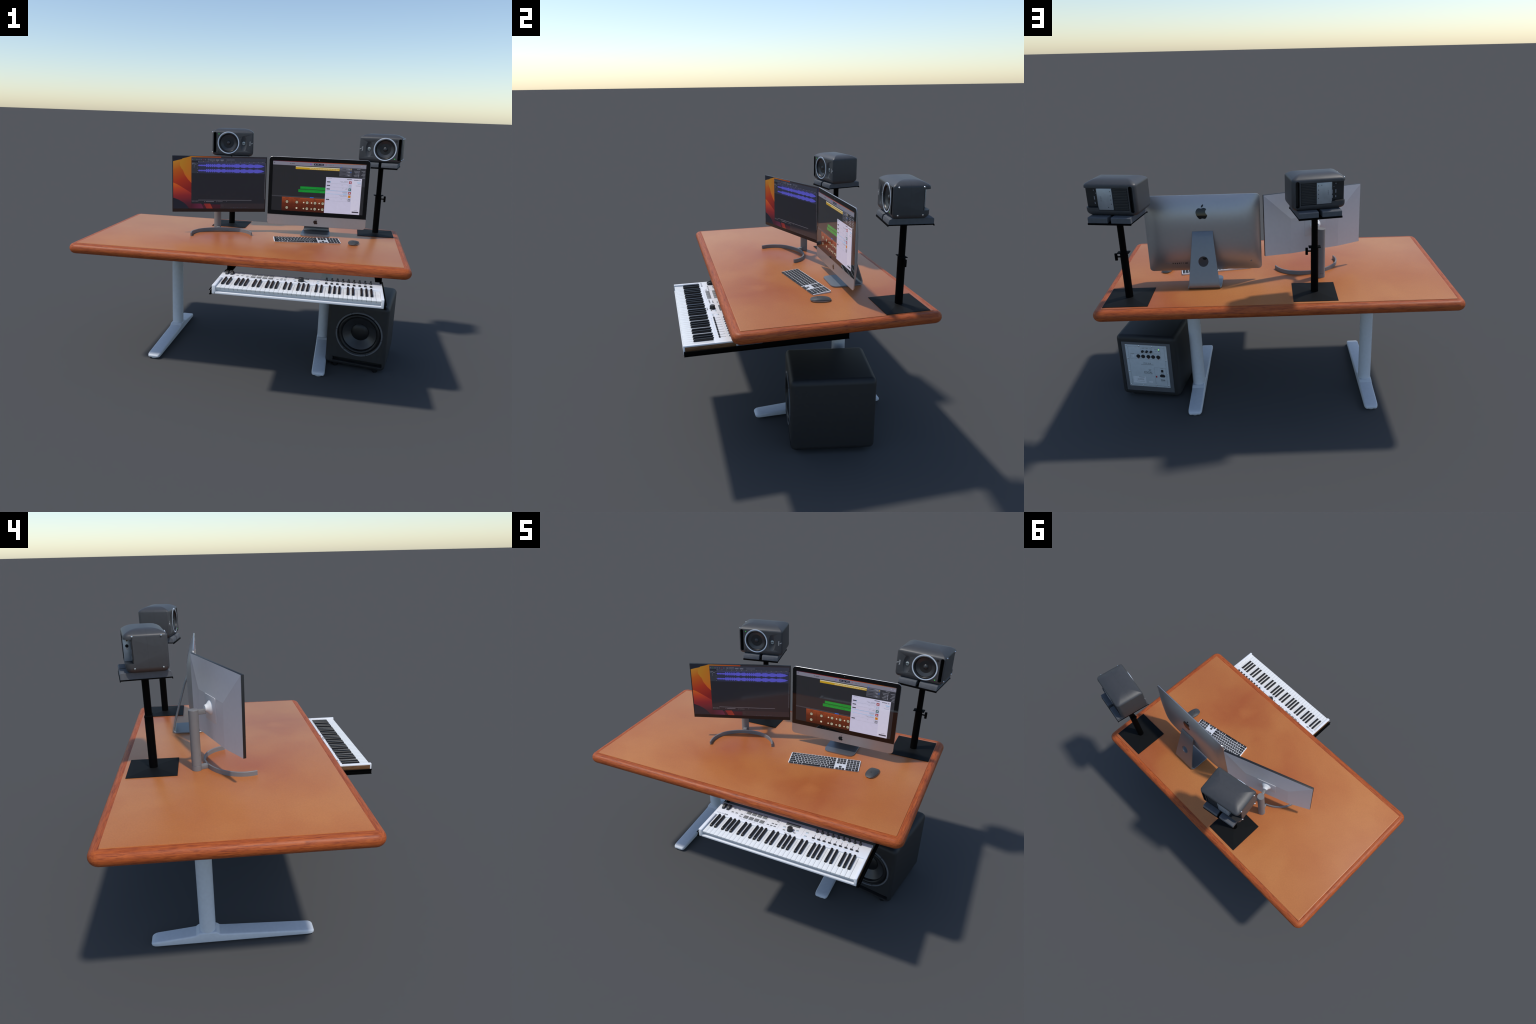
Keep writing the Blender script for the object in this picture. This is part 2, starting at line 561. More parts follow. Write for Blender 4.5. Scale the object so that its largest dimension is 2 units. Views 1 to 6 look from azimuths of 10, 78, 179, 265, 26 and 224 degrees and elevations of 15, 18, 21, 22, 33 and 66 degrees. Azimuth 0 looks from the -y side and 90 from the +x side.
# white keys share one mesh: thin overhanging lip and lower front
KW = (.8285 + .0300) / 36
wk = box_bm(-KW / 2 + .0005, KW / 2 - .0005, -.6600, PF + .004, .6590, .6640, .0009, 2)
box_bm(-KW / 2 + .001, KW / 2 - .001, -.6560, PF + .004, .6490, .6595, .0005, 1, wk)
first = None
for i in range(36):
    x = -.0300 + KW * (i + .5)
    if first is None:
        first = finish("white_key", wk, M["ivory"], piano, loc=(x, 0, 0))
    else:
        place("white_key", first.data, piano, (x, 0, RNG.uniform(-.00012, .00012)))
# black keys: tapered bars
bw = .0063
brs = [[(-bw, -.6085, .6635), (bw, -.6085, .6635), (bw, PF + .003, .6635), (-bw, PF + .003, .6635)],
       [(-bw * .97, -.6078, .6665), (bw * .97, -.6078, .6665), (bw * .97, PF + .003, .6665), (-bw * .97, PF + .003, .6665)],
       [(-bw * .80, -.6045, .6748), (bw * .80, -.6045, .6748), (bw * .80, PF + .003, .6753), (-bw * .80, PF + .003, .6753)],
       [(-bw * .62, -.6020, .6762), (bw * .62, -.6020, .6762), (bw * .62, PF + .003, .6766), (-bw * .62, PF + .003, .6766)]]
firstb = None
for i in range(35):
    if i % 7 in (2, 6):
        continue
    off = {0: -.0016, 1: .0016, 3: -.002, 4: 0, 5: .002}[i % 7]
    x = -.0300 + KW * (i + 1) + off
    if firstb is None:
        firstb = loft("black_key", brs, M["ebony"], piano, angle=20, loc=(x, 0, 0))
    else:
        place("black_key", firstb.data, piano, (x, 0, 0))

# pitch and modulation wheels
def wheel_bm():
    bm = bmesh.new()
    n = 24
    rings = []
    for k, (dx, rr) in enumerate(((-.0075, .0235), (-.0065, .0250), (.0065, .0250), (.0075, .0235))):
        rings.append([bm.verts.new((dx, rr * cos(2 * pi * i / n), rr * sin(2 * pi * i / n))) for i in range(n)])
    for a, b in zip(rings, rings[1:]):
        for i in range(n):
            bm.faces.new((a[i], a[(i + 1) % n], b[(i + 1) % n], b[i]))
    bm.faces.new(rings[0]); bm.faces.new(list(reversed(rings[-1])))
    return bm
w1 = finish("wheel", wheel_bm(), M["knob"], piano, loc=(-.0190, -.4300, .6660))
place("wheel", w1.data, piano, (.0100, -.4300, .6660))

PZ = Z1
def pbutton(name, x, y, w, d, material, h=.0018):
    key = (name, w, d)
    if key not in pbutton.cache:
        pbutton.cache[key] = finish(name, box_bm(-w, w, -d, d, -.001, h, .0007, 2), material, piano, loc=(x, y, PZ))
    else:
        place(name, pbutton.cache[key].data, piano, (x, y, PZ))
pbutton.cache = {}
for x, y in ((.045, -.423), (.073, -.423), (.046, -.455), (.072, -.4545), (.103, -.454), (.103, -.471),
             (.296, -.4525), (.3155, -.4525), (.2745, -.4715), (.295, -.4715), (.3155, -.4715), (.3165, -.427), (.3155, -.411),
             (.373, -.476), (.4335, -.476)):
    pbutton("button", x, y, .0066, .0034, M["button"])
for x, y in ((.3655, -.451), (.442, -.451), (.497, -.4445), (.497, -.475), (.499, -.418)):
    pbutton("pale_button", x, y, .0072, .0036, M["button_blue"])
for r_ in range(2):
    for c_ in range(4):
        pbutton("drum_pad", .1360 + .0331 * c_, -.4245 - .0415 * r_, .0128, .0125, M["button"], .0022)
# display and main dial
box("display_frame", .3645, .4455, -.4285, -.4085, PZ - .001, PZ + .0012, M["ink"], piano, .0006)
box("display_glass", .3675, .4425, -.4258, -.4112, PZ + .0002, PZ + .0016, M["display"], piano, .0003)
lathe("main_dial", [(0, -.002), (.0170, -.002), (.0170, .004), (.0150, .0075), (.0145, .0195), (.0130, .0210), (0, .0210)], M["knob"], piano, centre=(.4045, -.4660, PZ), n=36)
# nine knobs and nine faders
kprof = [(0, -.001), (.0082, -.001), (.0082, .003), (.0055, .006), (.0048, .0165), (.0038, .0178), (0, .0178)]
kn = fd = None
for i in range(9):
    x = .5425 + .02995 * i
    if kn is None:
        kn = lathe("turn_knob", kprof, M["knob"], piano, n=24)
        kn.location = (x, -.4165, PZ)
        b = box_bm(-.0072, .0072, -.0042, .0042, .0015, .0062, .0008, 1)
        box_bm(-.0068, .0068, -.0016, .0016, .0058, .0085, .0006, 1, b)
        fd = finish("fader_cap", b, M["knob"], piano, loc=(x, -.4745, PZ))
    else:
        place("turn_knob", kn.data, piano, (x, -.4165, PZ))
        place("fader_cap", fd.data, piano, (x, -.4745, PZ))
joined("fader_slot", [(.5425 + .02995 * i - .0011, .5425 + .02995 * i + .0011, -.4720, -.4405, PZ - .0005, PZ + .0003) for i in range(9)], M["ink"], piano)
joined("panel_line", [(x - .0004, x + .0004, -.487, -.400, PZ - .0005, PZ + .00025) for x in (.1155, .2545, .3345, .4745)]
       + [(.10, .30, -.4855, -.4850, PZ - .0005, PZ + .00025), (.53, .79, -.4335, -.4331, PZ - .0005, PZ + .00025)], M["print_grey"], piano)
joined("blue_caption", [(.5425 + .02995 * i - .0085, .5425 + .02995 * i + .001, y, y + .0016, PZ - .0005, PZ + .00025) for i in range(8) for y in (-.4905, -.4300)]
       + [(.489, .501, -.4535, -.452, PZ - .0005, PZ + .00025), (.489, .501, -.484, -.4825, PZ - .0005, PZ + .00025), (.360, .371, -.4585, -.457, PZ - .0005, PZ + .00025), (.436, .447, -.4585, -.457, PZ - .0005, PZ + .00025)], M["print_blue"], piano)
joined("grey_caption", [(x - .007, x + .006, y, y + .0013, PZ - .0005, PZ + .00025) for x, y in ((.046, -.4635), (.072, -.4635), (.103, -.480), (.296, -.480), (.5465, -.4905))]
       + [(.5465 + .02995 * i, .5525 + .02995 * i, y, y + .0013, PZ - .0005, PZ + .00025) for i in range(9) for y in (-.4905, -.4300)]
       + [(.118 + .0331 * j, .143 + .0331 * j, -.4905, -.4893, PZ - .0005, PZ + .00025) for j in range(4)], M["print_grey"], piano)
XR, YU, ZU = (1, 0, 0), (0, 1, 0), (0, 0, 1)
text("model_lettering", "KEYLAB", .0120, M["print_grey"], piano, (-.0130, -.4905, PZ + .0002), XR, YU, .0002)
box("model_badge", .0130, .0340, -.4955, -.4855, PZ - .0005, PZ + .0003, M["ink_soft"], piano)
text("model_number", "61", .0100, M["white"], piano, (.0235, -.4905, PZ + .0004), XR, YU, .0002)
text("maker_lettering", "ARTURIA", .0095, M["ink"], piano, (.4040, -.4965, PZ + .0002), XR, YU, .0002)

# ================================================================== STUDIO SPEAKERS ON STANDS
def speaker_and_stand(px, py, base_x, base_y, yaw, side):
    """side = -1: bolted end plate on the left; +1: on the right."""
    st = thing("speaker_stand", "black steel desktop stand with square base and foam pads", "speaker stand", (base_x, base_y, TOP), 0)
    # flat base rising very slightly to the pole
    hb = .1212
    bm = bmesh.new()
    lv = [[bm.verts.new((sx * w, sy * w, z)) for sx, sy in ((-1, -1), (1, -1), (1, 1), (-1, 1))] for w, z in ((hb, 0), (hb, .0026), (.021, .0072))]
    for a, b in zip(lv, lv[1:]):
        for i in range(4):
            bm.faces.new((a[i], a[(i + 1) % 4], b[(i + 1) % 4], b[i]))
    bm.faces.new(list(reversed(lv[0]))); bm.faces.new(lv[-1])
    finish("base_plate", bm, M["plate"], st, angle=20, smooth=False)
    dx, dy = px - base_x, py - base_y
    cyl("lower_pole", .0208, .004, 1.041 - TOP, M["black"], st, centre=(dx * .5, dy * .5, 0), bev=.001)
    cyl("upper_pole", .0172, 1.03 - TOP, 1.236 - TOP, M["black"], st, centre=(dx * .5, dy * .5, 0))
    box("collar_plate", dx * .5 - .0325, dx * .5 + .0325, dy * .5 - .0185, dy * .5 + .0185, 1.0405 - TOP, 1.0450 - TOP, M["black"], st, .001)
    cyl("clamp_screw", .0042, .018, .042, M["black"], st, axis="x", centre=(dx * .5, dy * .5, 1.018 - TOP), n=16)
    kb = box_bm(.036, .050, -.006, .006, -.020, .020, .002, 2)
    for v in kb.verts:
        v.co += Vector((dx * .5, dy * .5, 1.0175 - TOP))
    finish("clamp_knob", kb, M["black"], st)
    # platform turned towards the listener
    R = Matrix.Rotation(rad(yaw), 4, "Z")
    R.translation = Vector((dx, dy, -TOP))
    def turned(o):
        o.data.transform(R)
        return o
    turned(box("platform", -.1155, .1155, -.1145, .1145, 1.2355, 1.2412, M["black"], st, .001))
    for y in (-.1155, .1125):
        turned(box("platform_lip", -.1155, .1155, y, y + .003, 1.2310, 1.2385, M["black"], st, .0008))
    for a, b in ((-.1135, -.0095), (.0095, .1135)):
        rings = []
        for x in (a, a + .002, b - .002, b):
            e = .0012 if x in (a, b) else 0
            rings.append([(x, yy, zz) for yy, zz in ((-.113 + e, 1.2412), (-.113 + e, 1.2540), (-.108, 1.2660 - e), (-.096, 1.2705 - e), (.108, 1.2705 - e), (.113 - e, 1.2660 - e), (.113 - e, 1.2412))])
        turned(loft("foam_pad", rings, M["foam"], st, angle=25))

    sp = thing("studio_speaker", "charcoal studio monitor lying sideways with white woofer ring", "speaker", (px + (-.006 if side > 0 else 0), py, 1.269), yaw)
    zo = -1.269
    s = side                                               # +1: end plate towards +x
    W, F, Bk = (.1388 if side > 0 else .1408), -.1025, .0840
    yc, hd = (F + Bk) / 2, (Bk - F) / 2
    st_z = [(1.2695, .026), (1.2702, .021), (1.2745, .0115), (1.2800, .0055), (1.2870, .0018), (1.2950, 0.), (1.3585, 0.), (1.4220, 0.), (1.4275, .0006), (1.4315, .0028), (1.4360, .0080), (1.4430, .0200), (1.4490, .0350), (1.4525, .0520), (1.4540, .0720)]
    def plan(i):
        """Rounded plan outline, tighter corners in front than behind."""
        out = []
        for sx_, sy_, a0, r in ((1, 1, 0, .022), (-1, 1, 90, .022), (-1, -1, 180, .010), (1, -1, 270, .010)):
            r = max(.004, r - i * .2)
            for k in range(7):
                a = rad(a0 + 15 * k)
                out.append((sx_ * (W - i - r) + r * cos(a), yc + sy_ * (hd - i - r) + r * sin(a)))
        return out
    rings = [[(x, y, z + zo) for x, y in plan(i)] for z, i in st_z]
    cab = loft("cabinet", rings, [M["cabinet"], M["cab_dark"]], sp, angle=28)
    cut = []
    def cutter(bm, m="cab_dark"):
        o = finish("cutter", bm, M[m], None)
        o.matrix_world = sp.matrix_basis
        cut.append(o)
    # woofer well, tweeter dish, front slot, back cavity, back grip slot
    cutter(lathe_bm([(0, -.13), (.0690, -.13), (.0690, -.088), (0, -.088)], "y", (-s * -.0300 * 1, 0, 1.3585 + zo), 56))
    tx = -s * .0745
    dish = bmesh.new()
    bmesh.ops.create_uvsphere(dish, u_segments=40, v_segments=24, radius=1)
    for v in dish.verts:
        v.co = Vector((tx + v.co.x * .0260, F - .010 + v.co.y * .0190, 1.3555 + zo + v.co.z * .0600))
    cutter(dish, "cabinet")
    sx = s * .1225
    def slot(xc, hw, z0, z1, y0, y1):
        pts = rrect(hw, (z1 - z0) / 2, hw * .95, 6, xc, (z0 + z1) / 2 + zo)
        bm = bmesh.new()
        A = [bm.verts.new((x, y0, z)) for x, z in pts]
        B = [bm.verts.new((x, y1, z)) for x, z in pts]
        n = len(pts)
        for i in range(n):
            bm.faces.new((A[i], A[(i + 1) % n], B[(i + 1) % n], B[i]))
        bm.faces.new(list(reversed(A))); bm.faces.new(B)
        return bm
    cutter(slot(sx, .0098, 1.2895, 1.4275, F - .01, F + .045))
    cutter(slot(-s * .1120, .0100, 1.2880, 1.4240, Bk - .028, Bk + .01))
    xa, xb = sorted((s * .0655, s * .16))
    cutter(box_bm(xa, xb, Bk - .0360, Bk + .02, 1.3130 + zo, 1.4150 + zo))
    xa, xb = sorted((-s * .0960, s * .0655))
    cutter(box_bm(xa, xb, Bk - .0100, Bk + .02, 1.3010 + zo, 1.4150 + zo))
    bpy.context.view_layer.update()
    carve(cab, cut)
    # black liners behind the slots
    box("slot_liner", sx - .0085, sx + .0085, F + .0435, F + .0445, 1.292 + zo, 1.425 + zo, M["pit"], sp)
    for d in (-1, 1):
        box("slot_wall", sx + d * .0090 - .0004, sx + d * .0090 + .0004, F + .003, F + .0444, 1.300 + zo, 1.417 + zo, M["pit"], sp)
    # woofer
    wx = s * .0300
    wc = (wx, 0, 1.3585 + zo)
    lathe("woofer_ring", [(.0668, F + .002), (.0668, F - .0004), (.0680, F - .0011), (.0730, F - .0011), (.0740, F - .0003), (.0740, F + .002)], M["ring"], sp, "y", wc, 64)
    sur = [(.0685, F + .004)]
    for i in range(9):
        a = pi * i / 8
        sur.append((.0620 + .0055 * cos(a), F + .004 - .0065 * sin(a)))
    sur += [(.0550, F + .006), (.0545, F + .008)]
    lathe("woofer_surround", sur, M["rubber"], sp, "y", wc, 64)
    lathe("woofer_cone", [(.0560, F + .0065), (.046, F + .0105), (.035, F + .0150), (.024, F + .0185), (.0150, F + .0205)], M["cone"], sp, "y", wc, 64)
    lathe("dust_cap", [(.0165, F + .0200), (.0160, F + .0160), (.0130, F + .0110), (.0080, F + .0080), (.0030, F + .0068), (0, F + .0066)], M["cone"], sp, "y", wc, 40)
    # tweeter with bridged grille
    tc = (tx, 0, 1.3575 + zo)
    lathe("tweeter_rim", [(.0150, F + .0125), (.0150, F + .0070), (.0142, F + .0062), (.0132, F + .0070), (.0130, F + .0125)], M["rubber"], sp, "y", tc, 36)
    lathe("tweeter_dome", [(.0132, F + .0095), (.0115, F + .0078), (.0080, F + .0066), (.0040, F + .0061), (0, F + .0060)], M["tweeter"], sp, "y", tc, 36)
    joined("tweeter_bridge", [(tx - .0132, tx + .0132, F + .0040, F + .0062, 1.3566 + zo, 1.3584 + zo), (tx - .0022, tx + .0022, F + .0040, F + .0062, 1.3550 + zo, 1.3600 + zo)], M["rubber"], sp)
    # lamp, badge, lettering
    lz, dz = (1.4155, 1.3000) if s < 0 else (1.3000, 1.4155)
    cyl("power_lamp", .0026, F - .0006, F + .002, M["led"], sp, "y", (s * .0965, 0, lz + zo), 14)
    cyl("trim_cap", .0075, F - .0003, F + .002, M["cab_dark"], sp, "y", (s * .0965, 0, dz - .003 + zo), 20)
    text("maker_lettering", "FOCAL", .0095, M["mark"], sp, (-s * .1180, F - .0002, 1.3575 + zo), (0, 0, -s), (-s * -1, 0, 0), .0003)
    bx = -s * .1300
    joined("maker_symbol", [(bx - .0045, bx + .0045, F - .0003, F + .0045, 1.3565 + zo, 1.3582 + zo), (bx - .0045, bx - .0030, F - .0003, F + .0045, 1.3530 + zo, 1.3582 + zo), (bx + .0030, bx + .0045, F - .0003, F + .005, 1.3565 + zo, 1.3625 + zo)], M["mark"], sp)
    # bolted end: four chrome bolts, seam line
    for y in (-.0755, .0470):
        for z in (1.2905, 1.4255):
            lathe("bolt", [(.0051, .0), (.0050, .0022), (.0036, .0044), (.0, .0052)] if s > 0 else [(.0051, .0), (.0050, -.0022), (.0036, -.0044), (.0, -.0052)], M["chrome"], sp, "x", (s * (W - .0008), y, z + zo), 16)
    # back panel: amplifier plate, ribs, sockets
    FB = Bk - .0100
    FD = Bk - .0360
    pa, pb = sorted((s * .0655, -s * .0125))
    box("amplifier_plate", pa, pb, FB - .001, Bk - .0015, 1.3025 + zo, 1.4130 + zo, M["alu_plate"], sp, .0008)
    ca, cb = sorted((-s * .0140, -s * .0955))
    box("rib_panel", ca, cb, FB - .001, FB + .0030, 1.3020 + zo, 1.4145 + zo, M["rib"], sp)
    ribs = [(min(-s * .017, -s * .092), max(-s * .017, -s * .092), FB + .002, FB + .0068, 1.3060 + .0083 * i + zo, 1.3102 + .0083 * i + zo) for i in range(13)]
    joined("cooling_rib", ribs, M["rib"], sp)
    # connector bay beside the amplifier block: black back wall, pale side wall with sockets
    sa, sb = sorted((s * .0670, s * .1385))
    box("socket_panel", sa, sb, FD - .001, FD + .0040, 1.3135 + zo, 1.4145 + zo, M["cab_dark"], sp)
    xq = sorted((s * .0658, s * .0675))
    box("input_plate", *xq, FD + .003, Bk - .0018, 1.3135 + zo, 1.4128 + zo, M["alu_plate"], sp, .0004)
    d = 1 if s > 0 else -1
    cyl("input_socket", .0072, *sorted((s * .0674, s * .0695)), M["pit"], sp, "x", (0, Bk - .0160, 1.3790 + zo), 20)
    cyl("input_jack", .0036, *sorted((s * .0674, s * .0700)), M["chrome"], sp, "x", (0, Bk - .0155, 1.3675 + zo), 16)
    cyl("input_jack", .0036, *sorted((s * .0674, s * .0700)), M["cheek"], sp, "x", (0, Bk - .0180, 1.4020 + zo), 16)
    for i in range(4):
        cyl("plate_screw", .0022, Bk - .0025, Bk - .0008, M["ink"], sp, "y", (-s * .0040, 0, 1.3330 + .0215 * i + zo), 12)
    cyl("plate_screw", .0022, Bk - .0025, Bk - .0008, M["ink"], sp, "y", (s * .0130, 0, (1.316 if s > 0 else 1.400) + zo), 12)
    text("plate_lettering", "CMS 65", .0085, M["ink_soft"], sp, (s * .0480, Bk - .0014, 1.3600 + zo), (0, 0, -s), (-s, 0, 0), .0002)
    joined("socket_detail", [(s * q - .002, s * q + .002, FD + .0035, FD + .0060, z + zo, z + h + zo) for q, z, h in ((.0770, 1.345, .020), (.0960, 1.348, .018), (.0780, 1.322, .014), (.0960, 1.394, .006), (.0860, 1.380, .003), (.0960, 1.325, .010))], M["print_grey"], sp)

speaker_and_stand(-.1985, .4800, -.1950, .4825, 9.8, -1)
speaker_and_stand(.8325, .4815, .8285, .4825, -8.9, 1)

# ================================================================== SUBWOOFER
SUBY = -9.7
so = Vector((.7788, .1172, 0))
sub = thing("subwoofer", "matt black subwoofer box with round driver and grey panel", "speaker", so, SUBY)
SW, SF, SB, SZ0, SZ1 = .1885, -.2255, .2255, .020, .4435
stat = []
for k in range(7):
    a = rad(90 * k / 6)
    stat.append((SF + .026 * (1 - sin(a)), .026 * (1 - cos(a))))
stat = stat[::-1] + [(SB - y + SF, i) for y, i in stat]
rings = [[(x, y, z) for x, z in rrect(SW - i, (SZ1 - SZ0) / 2 - i, .030 - i, 8, 0, (SZ0 + SZ1) / 2)] for y, i in stat]
cab = loft("cabinet", rings, [M["sub"]], sub, angle=40)
cut = []
for bm in (box_bm(-.138, .171, SF - .02, SF + .10, .0470, .0735), lathe_bm([(0, SF - .02), (.1365, SF - .02), (.1365, SF + .05), (0, SF + .05)], "y", (.0155, 0, .2465), 64), box_bm(-.1550, .1580, SB - .008, SB + .02, .0520, .4020)):
    o = finish("cutter", bm, M["sub"], None)
    o.matrix_world = sub.matrix_basis
    cut.append(o)
bpy.context.view_layer.update()
carve(cab, cut)
box("port_floor", -.1375, .1705, SF + .03, SF + .099, .0475, .0730, M["pit"], sub)
wc = (.0155, 0, .2465)
for k in range(6):
    bm = bmesh.new()
    a0, a1 = rad(60 * k - 7.2), rad(60 * k + 51.2)
    n = 14
    prof4 = ((.1365, SF + .001), (.1365, SF - .0055), (.1440, SF - .0055), (.1455, SF - .0035), (.1455, SF + .001))
    rg = [[bm.verts.new((wc[0] + r * cos(a0 + (a1 - a0) * i / n), y, wc[2] + r * sin(a0 + (a1 - a0) * i / n))) for r, y in prof4] for i in range(n + 1)]
    for a, b in zip(rg, rg[1:]):
        for i in range(5):
            bm.faces.new((a[i], a[(i + 1) % 5], b[(i + 1) % 5], b[i]))
    bm.faces.new(list(reversed(rg[0]))); bm.faces.new(rg[-1])
    finish("trim_ring", bm, M["sub_ring"], sub)
sur = [(.1364, SF + .002), (.1330, SF + .004)]
for i in range(11):
    a = pi * i / 10
    sur.append((.1195 + .0115 * cos(a), SF + .004 - .0100 * sin(a)))
sur += [(.1060, SF + .007), (.1045, SF + .012)]
lathe("woofer_surround", sur, M["rubber"], sub, "y", wc, 64)
lathe("woofer_cone", [(.1065, SF + .010), (.085, SF + .023), (.065, SF + .036), (.048, SF + .046)], M["cone"], sub, "y", wc, 64)
lathe("dust_cap", [(.0550, SF + .0420), (.0535, SF + .0385), (.0460, SF + .0340), (.0330, SF + .0300), (.0170, SF + .0275), (0, SF + .0268)], M["rubber"], sub, "y", wc, 48)
for x in (-.128, .128):
    for y in (-.19, .17):
        lathe("rubber_foot", [(0, 0), (.016, 0), (.019, .004), (.020, .028), (0, .028)], M["rubber"], sub, centre=(x, y, 0), n=24)
# rear amplifier panel (seen from behind; local x here measured from box centre)
q = .0275
box("rear_frame", -.1540, .1570, SB - .0075, SB - .0010, .0530, .4010, M["sub_frame"], sub, .002)
box("rear_panel", -.157 + q, .1055 + q, SB - .004, SB + .0012, .0890, .3850, M["sub_panel"], sub, .0008)
PY = SB + .0012
for x, z in [(xx + q, zz) for zz in (.101, .3785) for xx in (.097, .016, -.067, -.148)] + [(xx + q, zz) for zz in (.1935, .286) for xx in (.0965, -.148)]:
    lathe("panel_screw", [(.0042, PY - .001), (.0042, PY + .0012), (.0025, PY + .0024), (0, PY + .0026)], M["chrome"], sub, "y", (x, 0, z), 12)
for x in (-.005, -.032, -.059):
    lathe("level_knob", [(.0075, PY - .001), (.0070, PY + .010), (.0055, PY + .0115), (0, PY + .0115)], M["ink"], sub, "y", (x + q, 0, .3435), 20)
for x in (.0265, -.004, -.038, -.068, -.1005):
    lathe("audio_socket", [(.0125, PY - .001), (.0125, PY + .0016), (.0100, PY + .0018), (.0092, PY + .0006), (0, PY + .0006)], M["ink"], sub, "y", (x + q, 0, .3065), 24)
lathe("round_connector", [(.0075, PY - .001), (.0075, PY + .001), (0, PY + .0012)], M["label"], sub, "y", (.058 + q, 0, .3060), 20)
cyl("power_lamp", .0028, PY - .001, PY + .0018, M["led_bright"], sub, "y", (-.108 + q, 0, .3595), 16)
box("power_switch", -.1225 + q, -.1085 + q, PY - .001, PY + .0022, .2000, .2170, M["ink"], sub, .0006)
prism("power_inlet", [(-.131 + q, .1680), (-.126 + q, .1640), (-.103 + q, .1640), (-.098 + q, .1680), (-.098 + q, .1765), (-.106 + q, .1845), (-.122 + q, .1845), (-.131 + q, .1765)], "y", PY - .001, PY + .0018, M["ink"], sub)
box("voltage_switch", -.0790 + q, -.0715 + q, PY - .001, PY + .0018, .1600, .1720, M["red"], sub, .0004)
box("rating_label", -.004 + q, .0785 + q, PY - .001, PY + .0003, .1130, .1600, M["label"], sub)
box("serial_label", -.0475 + q, -.0220 + q, PY - .001, PY + .0003, .1190, .1290, M["label"], sub)
def frame_line(x0, x1, z0, z1, t=.0006):
    return [(x0 + q, x1 + q, PY - .0005, PY + .0003, z0, z0 + t), (x0 + q, x1 + q, PY - .0005, PY + .0003, z1 - t, z1), (x0 + q, x0 + t + q, PY - .0005, PY + .0003, z0 + t, z1 - t), (x1 - t + q, x1 + q, PY - .0005, PY + .0003, z0 + t, z1 - t)]
joined("panel_line", frame_line(-.117, .079, .288, .325) + frame_line(-.116, .005, .331, .367) + frame_line(-.139, -.066, .100, .231) + frame_line(-.1435, .0885, .0985, .3725), M["ink_soft"], sub)
LF = (-1, 0, 0)
text("model_lettering", "CMS SUB", .0125, M["ink_soft"], sub, (-.024 + q, PY + .0002, .2580), LF, ZU, .0002)
text("maker_lettering", "FOCAL", .0170, M["ink"], sub, (-.0245 + q, PY + .0002, .1930), LF, ZU, .0002)
joined("small_print", [(x0 + q, x1 + q, PY - .0005, PY + .0004, z, z + h) for x0, x1, z, h in ((-.064, .016, .2480, .0022), (-.050, .001, .1825, .0018), (.004, .040, .1545, .0028), (.010, .050, .142, .002), (.010, .050, .136, .002), (.008, .060, .124, .0014), (-.128, -.100, .1400, .0070), (-.128, -.100, .1310, .0014), (-.018, .000, .3610, .0018), (-.040, -.026, .3610, .0018), (-.068, -.052, .3605, .0018), (-.098, -.080, .3585, .0018), (-.096, -.082, .3480, .0016), (-.112, -.104, .3450, .0050), (.052, .074, .3205, .0018), (-.046, -.028, .2130, .0020), (-.044, -.030, .2080, .0020), (-.040, -.028, .2030, .0020), (-.124, -.106, .2250, .0016), (-.126, -.104, .1930, .0016))], M["ink_soft"], sub)
joined("red_latch", [(x - .004 + q, x + .004 + q, PY - .0005, PY + .0010, .2905, .2925) for x in (.0265, -.038, -.1005)], M["red"], sub)

# ================================================================== ALL-IN-ONE COMPUTER
pc = thing("desktop_computer", "slim silver all in one computer showing music software", "computer", (.4235, .256, TOP))
zc = lambda z: z - TOP
HW, ZB, ZT = .3285, .8375, 1.2905
zm, hz = (ZB + ZT) / 2, (ZT - ZB) / 2
def bulge(x, z):
    u, v = min(1, abs(x) / HW), min(1, abs(z - zm) / hz)
    return .0455 * (1 - u ** 7) * (1 - v ** 3.3)
rings = []
OUT = lambda t, n=8: rrect(HW * t, hz * t, max(.0004, .022 * t), n, 0, zm)
rings.append([(x, .0, zc(z)) for x, z in OUT(.996)])
rings.append([(x, .0010, zc(z)) for x, z in OUT(1.)])
rings.append([(x, .0055, zc(z)) for x, z in OUT(1.)])
# replace the coarse back by a grid shell for smooth shading
shell = bmesh.new()
front = [shell.verts.new(p) for p in rings[0]]
side1 = [shell.verts.new(p) for p in rings[1]]
side2 = [shell.verts.new(p) for p in rings[2]]
n = len(front)
for a, b in ((front, side1), (side1, side2)):
    for i in range(n):
        shell.faces.new((a[i], a[(i + 1) % n], b[(i + 1) % n], b[i]))
shell.faces.new(list(reversed(front)))
NX, NZ = 56, 44
def corner_fit(u, v):
    """Map the square onto the rounded rectangle."""
    x, z = u * HW, v * hz
    r = .022
    ax, az = abs(x) - (HW - r), abs(z) - (hz - r)
    if ax > 0 and az > 0:
        m = max(ax, az)
        d = math.hypot(ax, az)
        f = m / d
        ax, az = ax * f, az * f
        x = math.copysign(HW - r + ax, x)
        z = math.copysign(hz - r + az, z)
    return x, z
def spread(i, n):
    t = -1 + 2 * i / n
    return math.copysign(1 - (1 - abs(t)) ** 1.8, t)
grid = []
for j in range(NZ + 1):
    row = []
    for i in range(NX + 1):
        x, z = corner_fit(spread(i, NX), spread(j, NZ))
        row.append(shell.verts.new((x, .0055 + bulge(x, z), zc(z + zm))))
    grid.append(row)
def bulge(x, z):
    u, v = min(1, abs(x) / HW), min(1, abs(z) / hz)
    return .0455 * (1 - u ** 7) * (1 - v ** 3.3)
for row in grid:
    for v in row:
        v.co.y = .0055 + bulge(v.co.x, v.co.z + TOP - zm)
for j in range(NZ):
    for i in range(NX):
        shell.faces.new((grid[j][i], grid[j + 1][i], grid[j + 1][i + 1], grid[j][i + 1]))
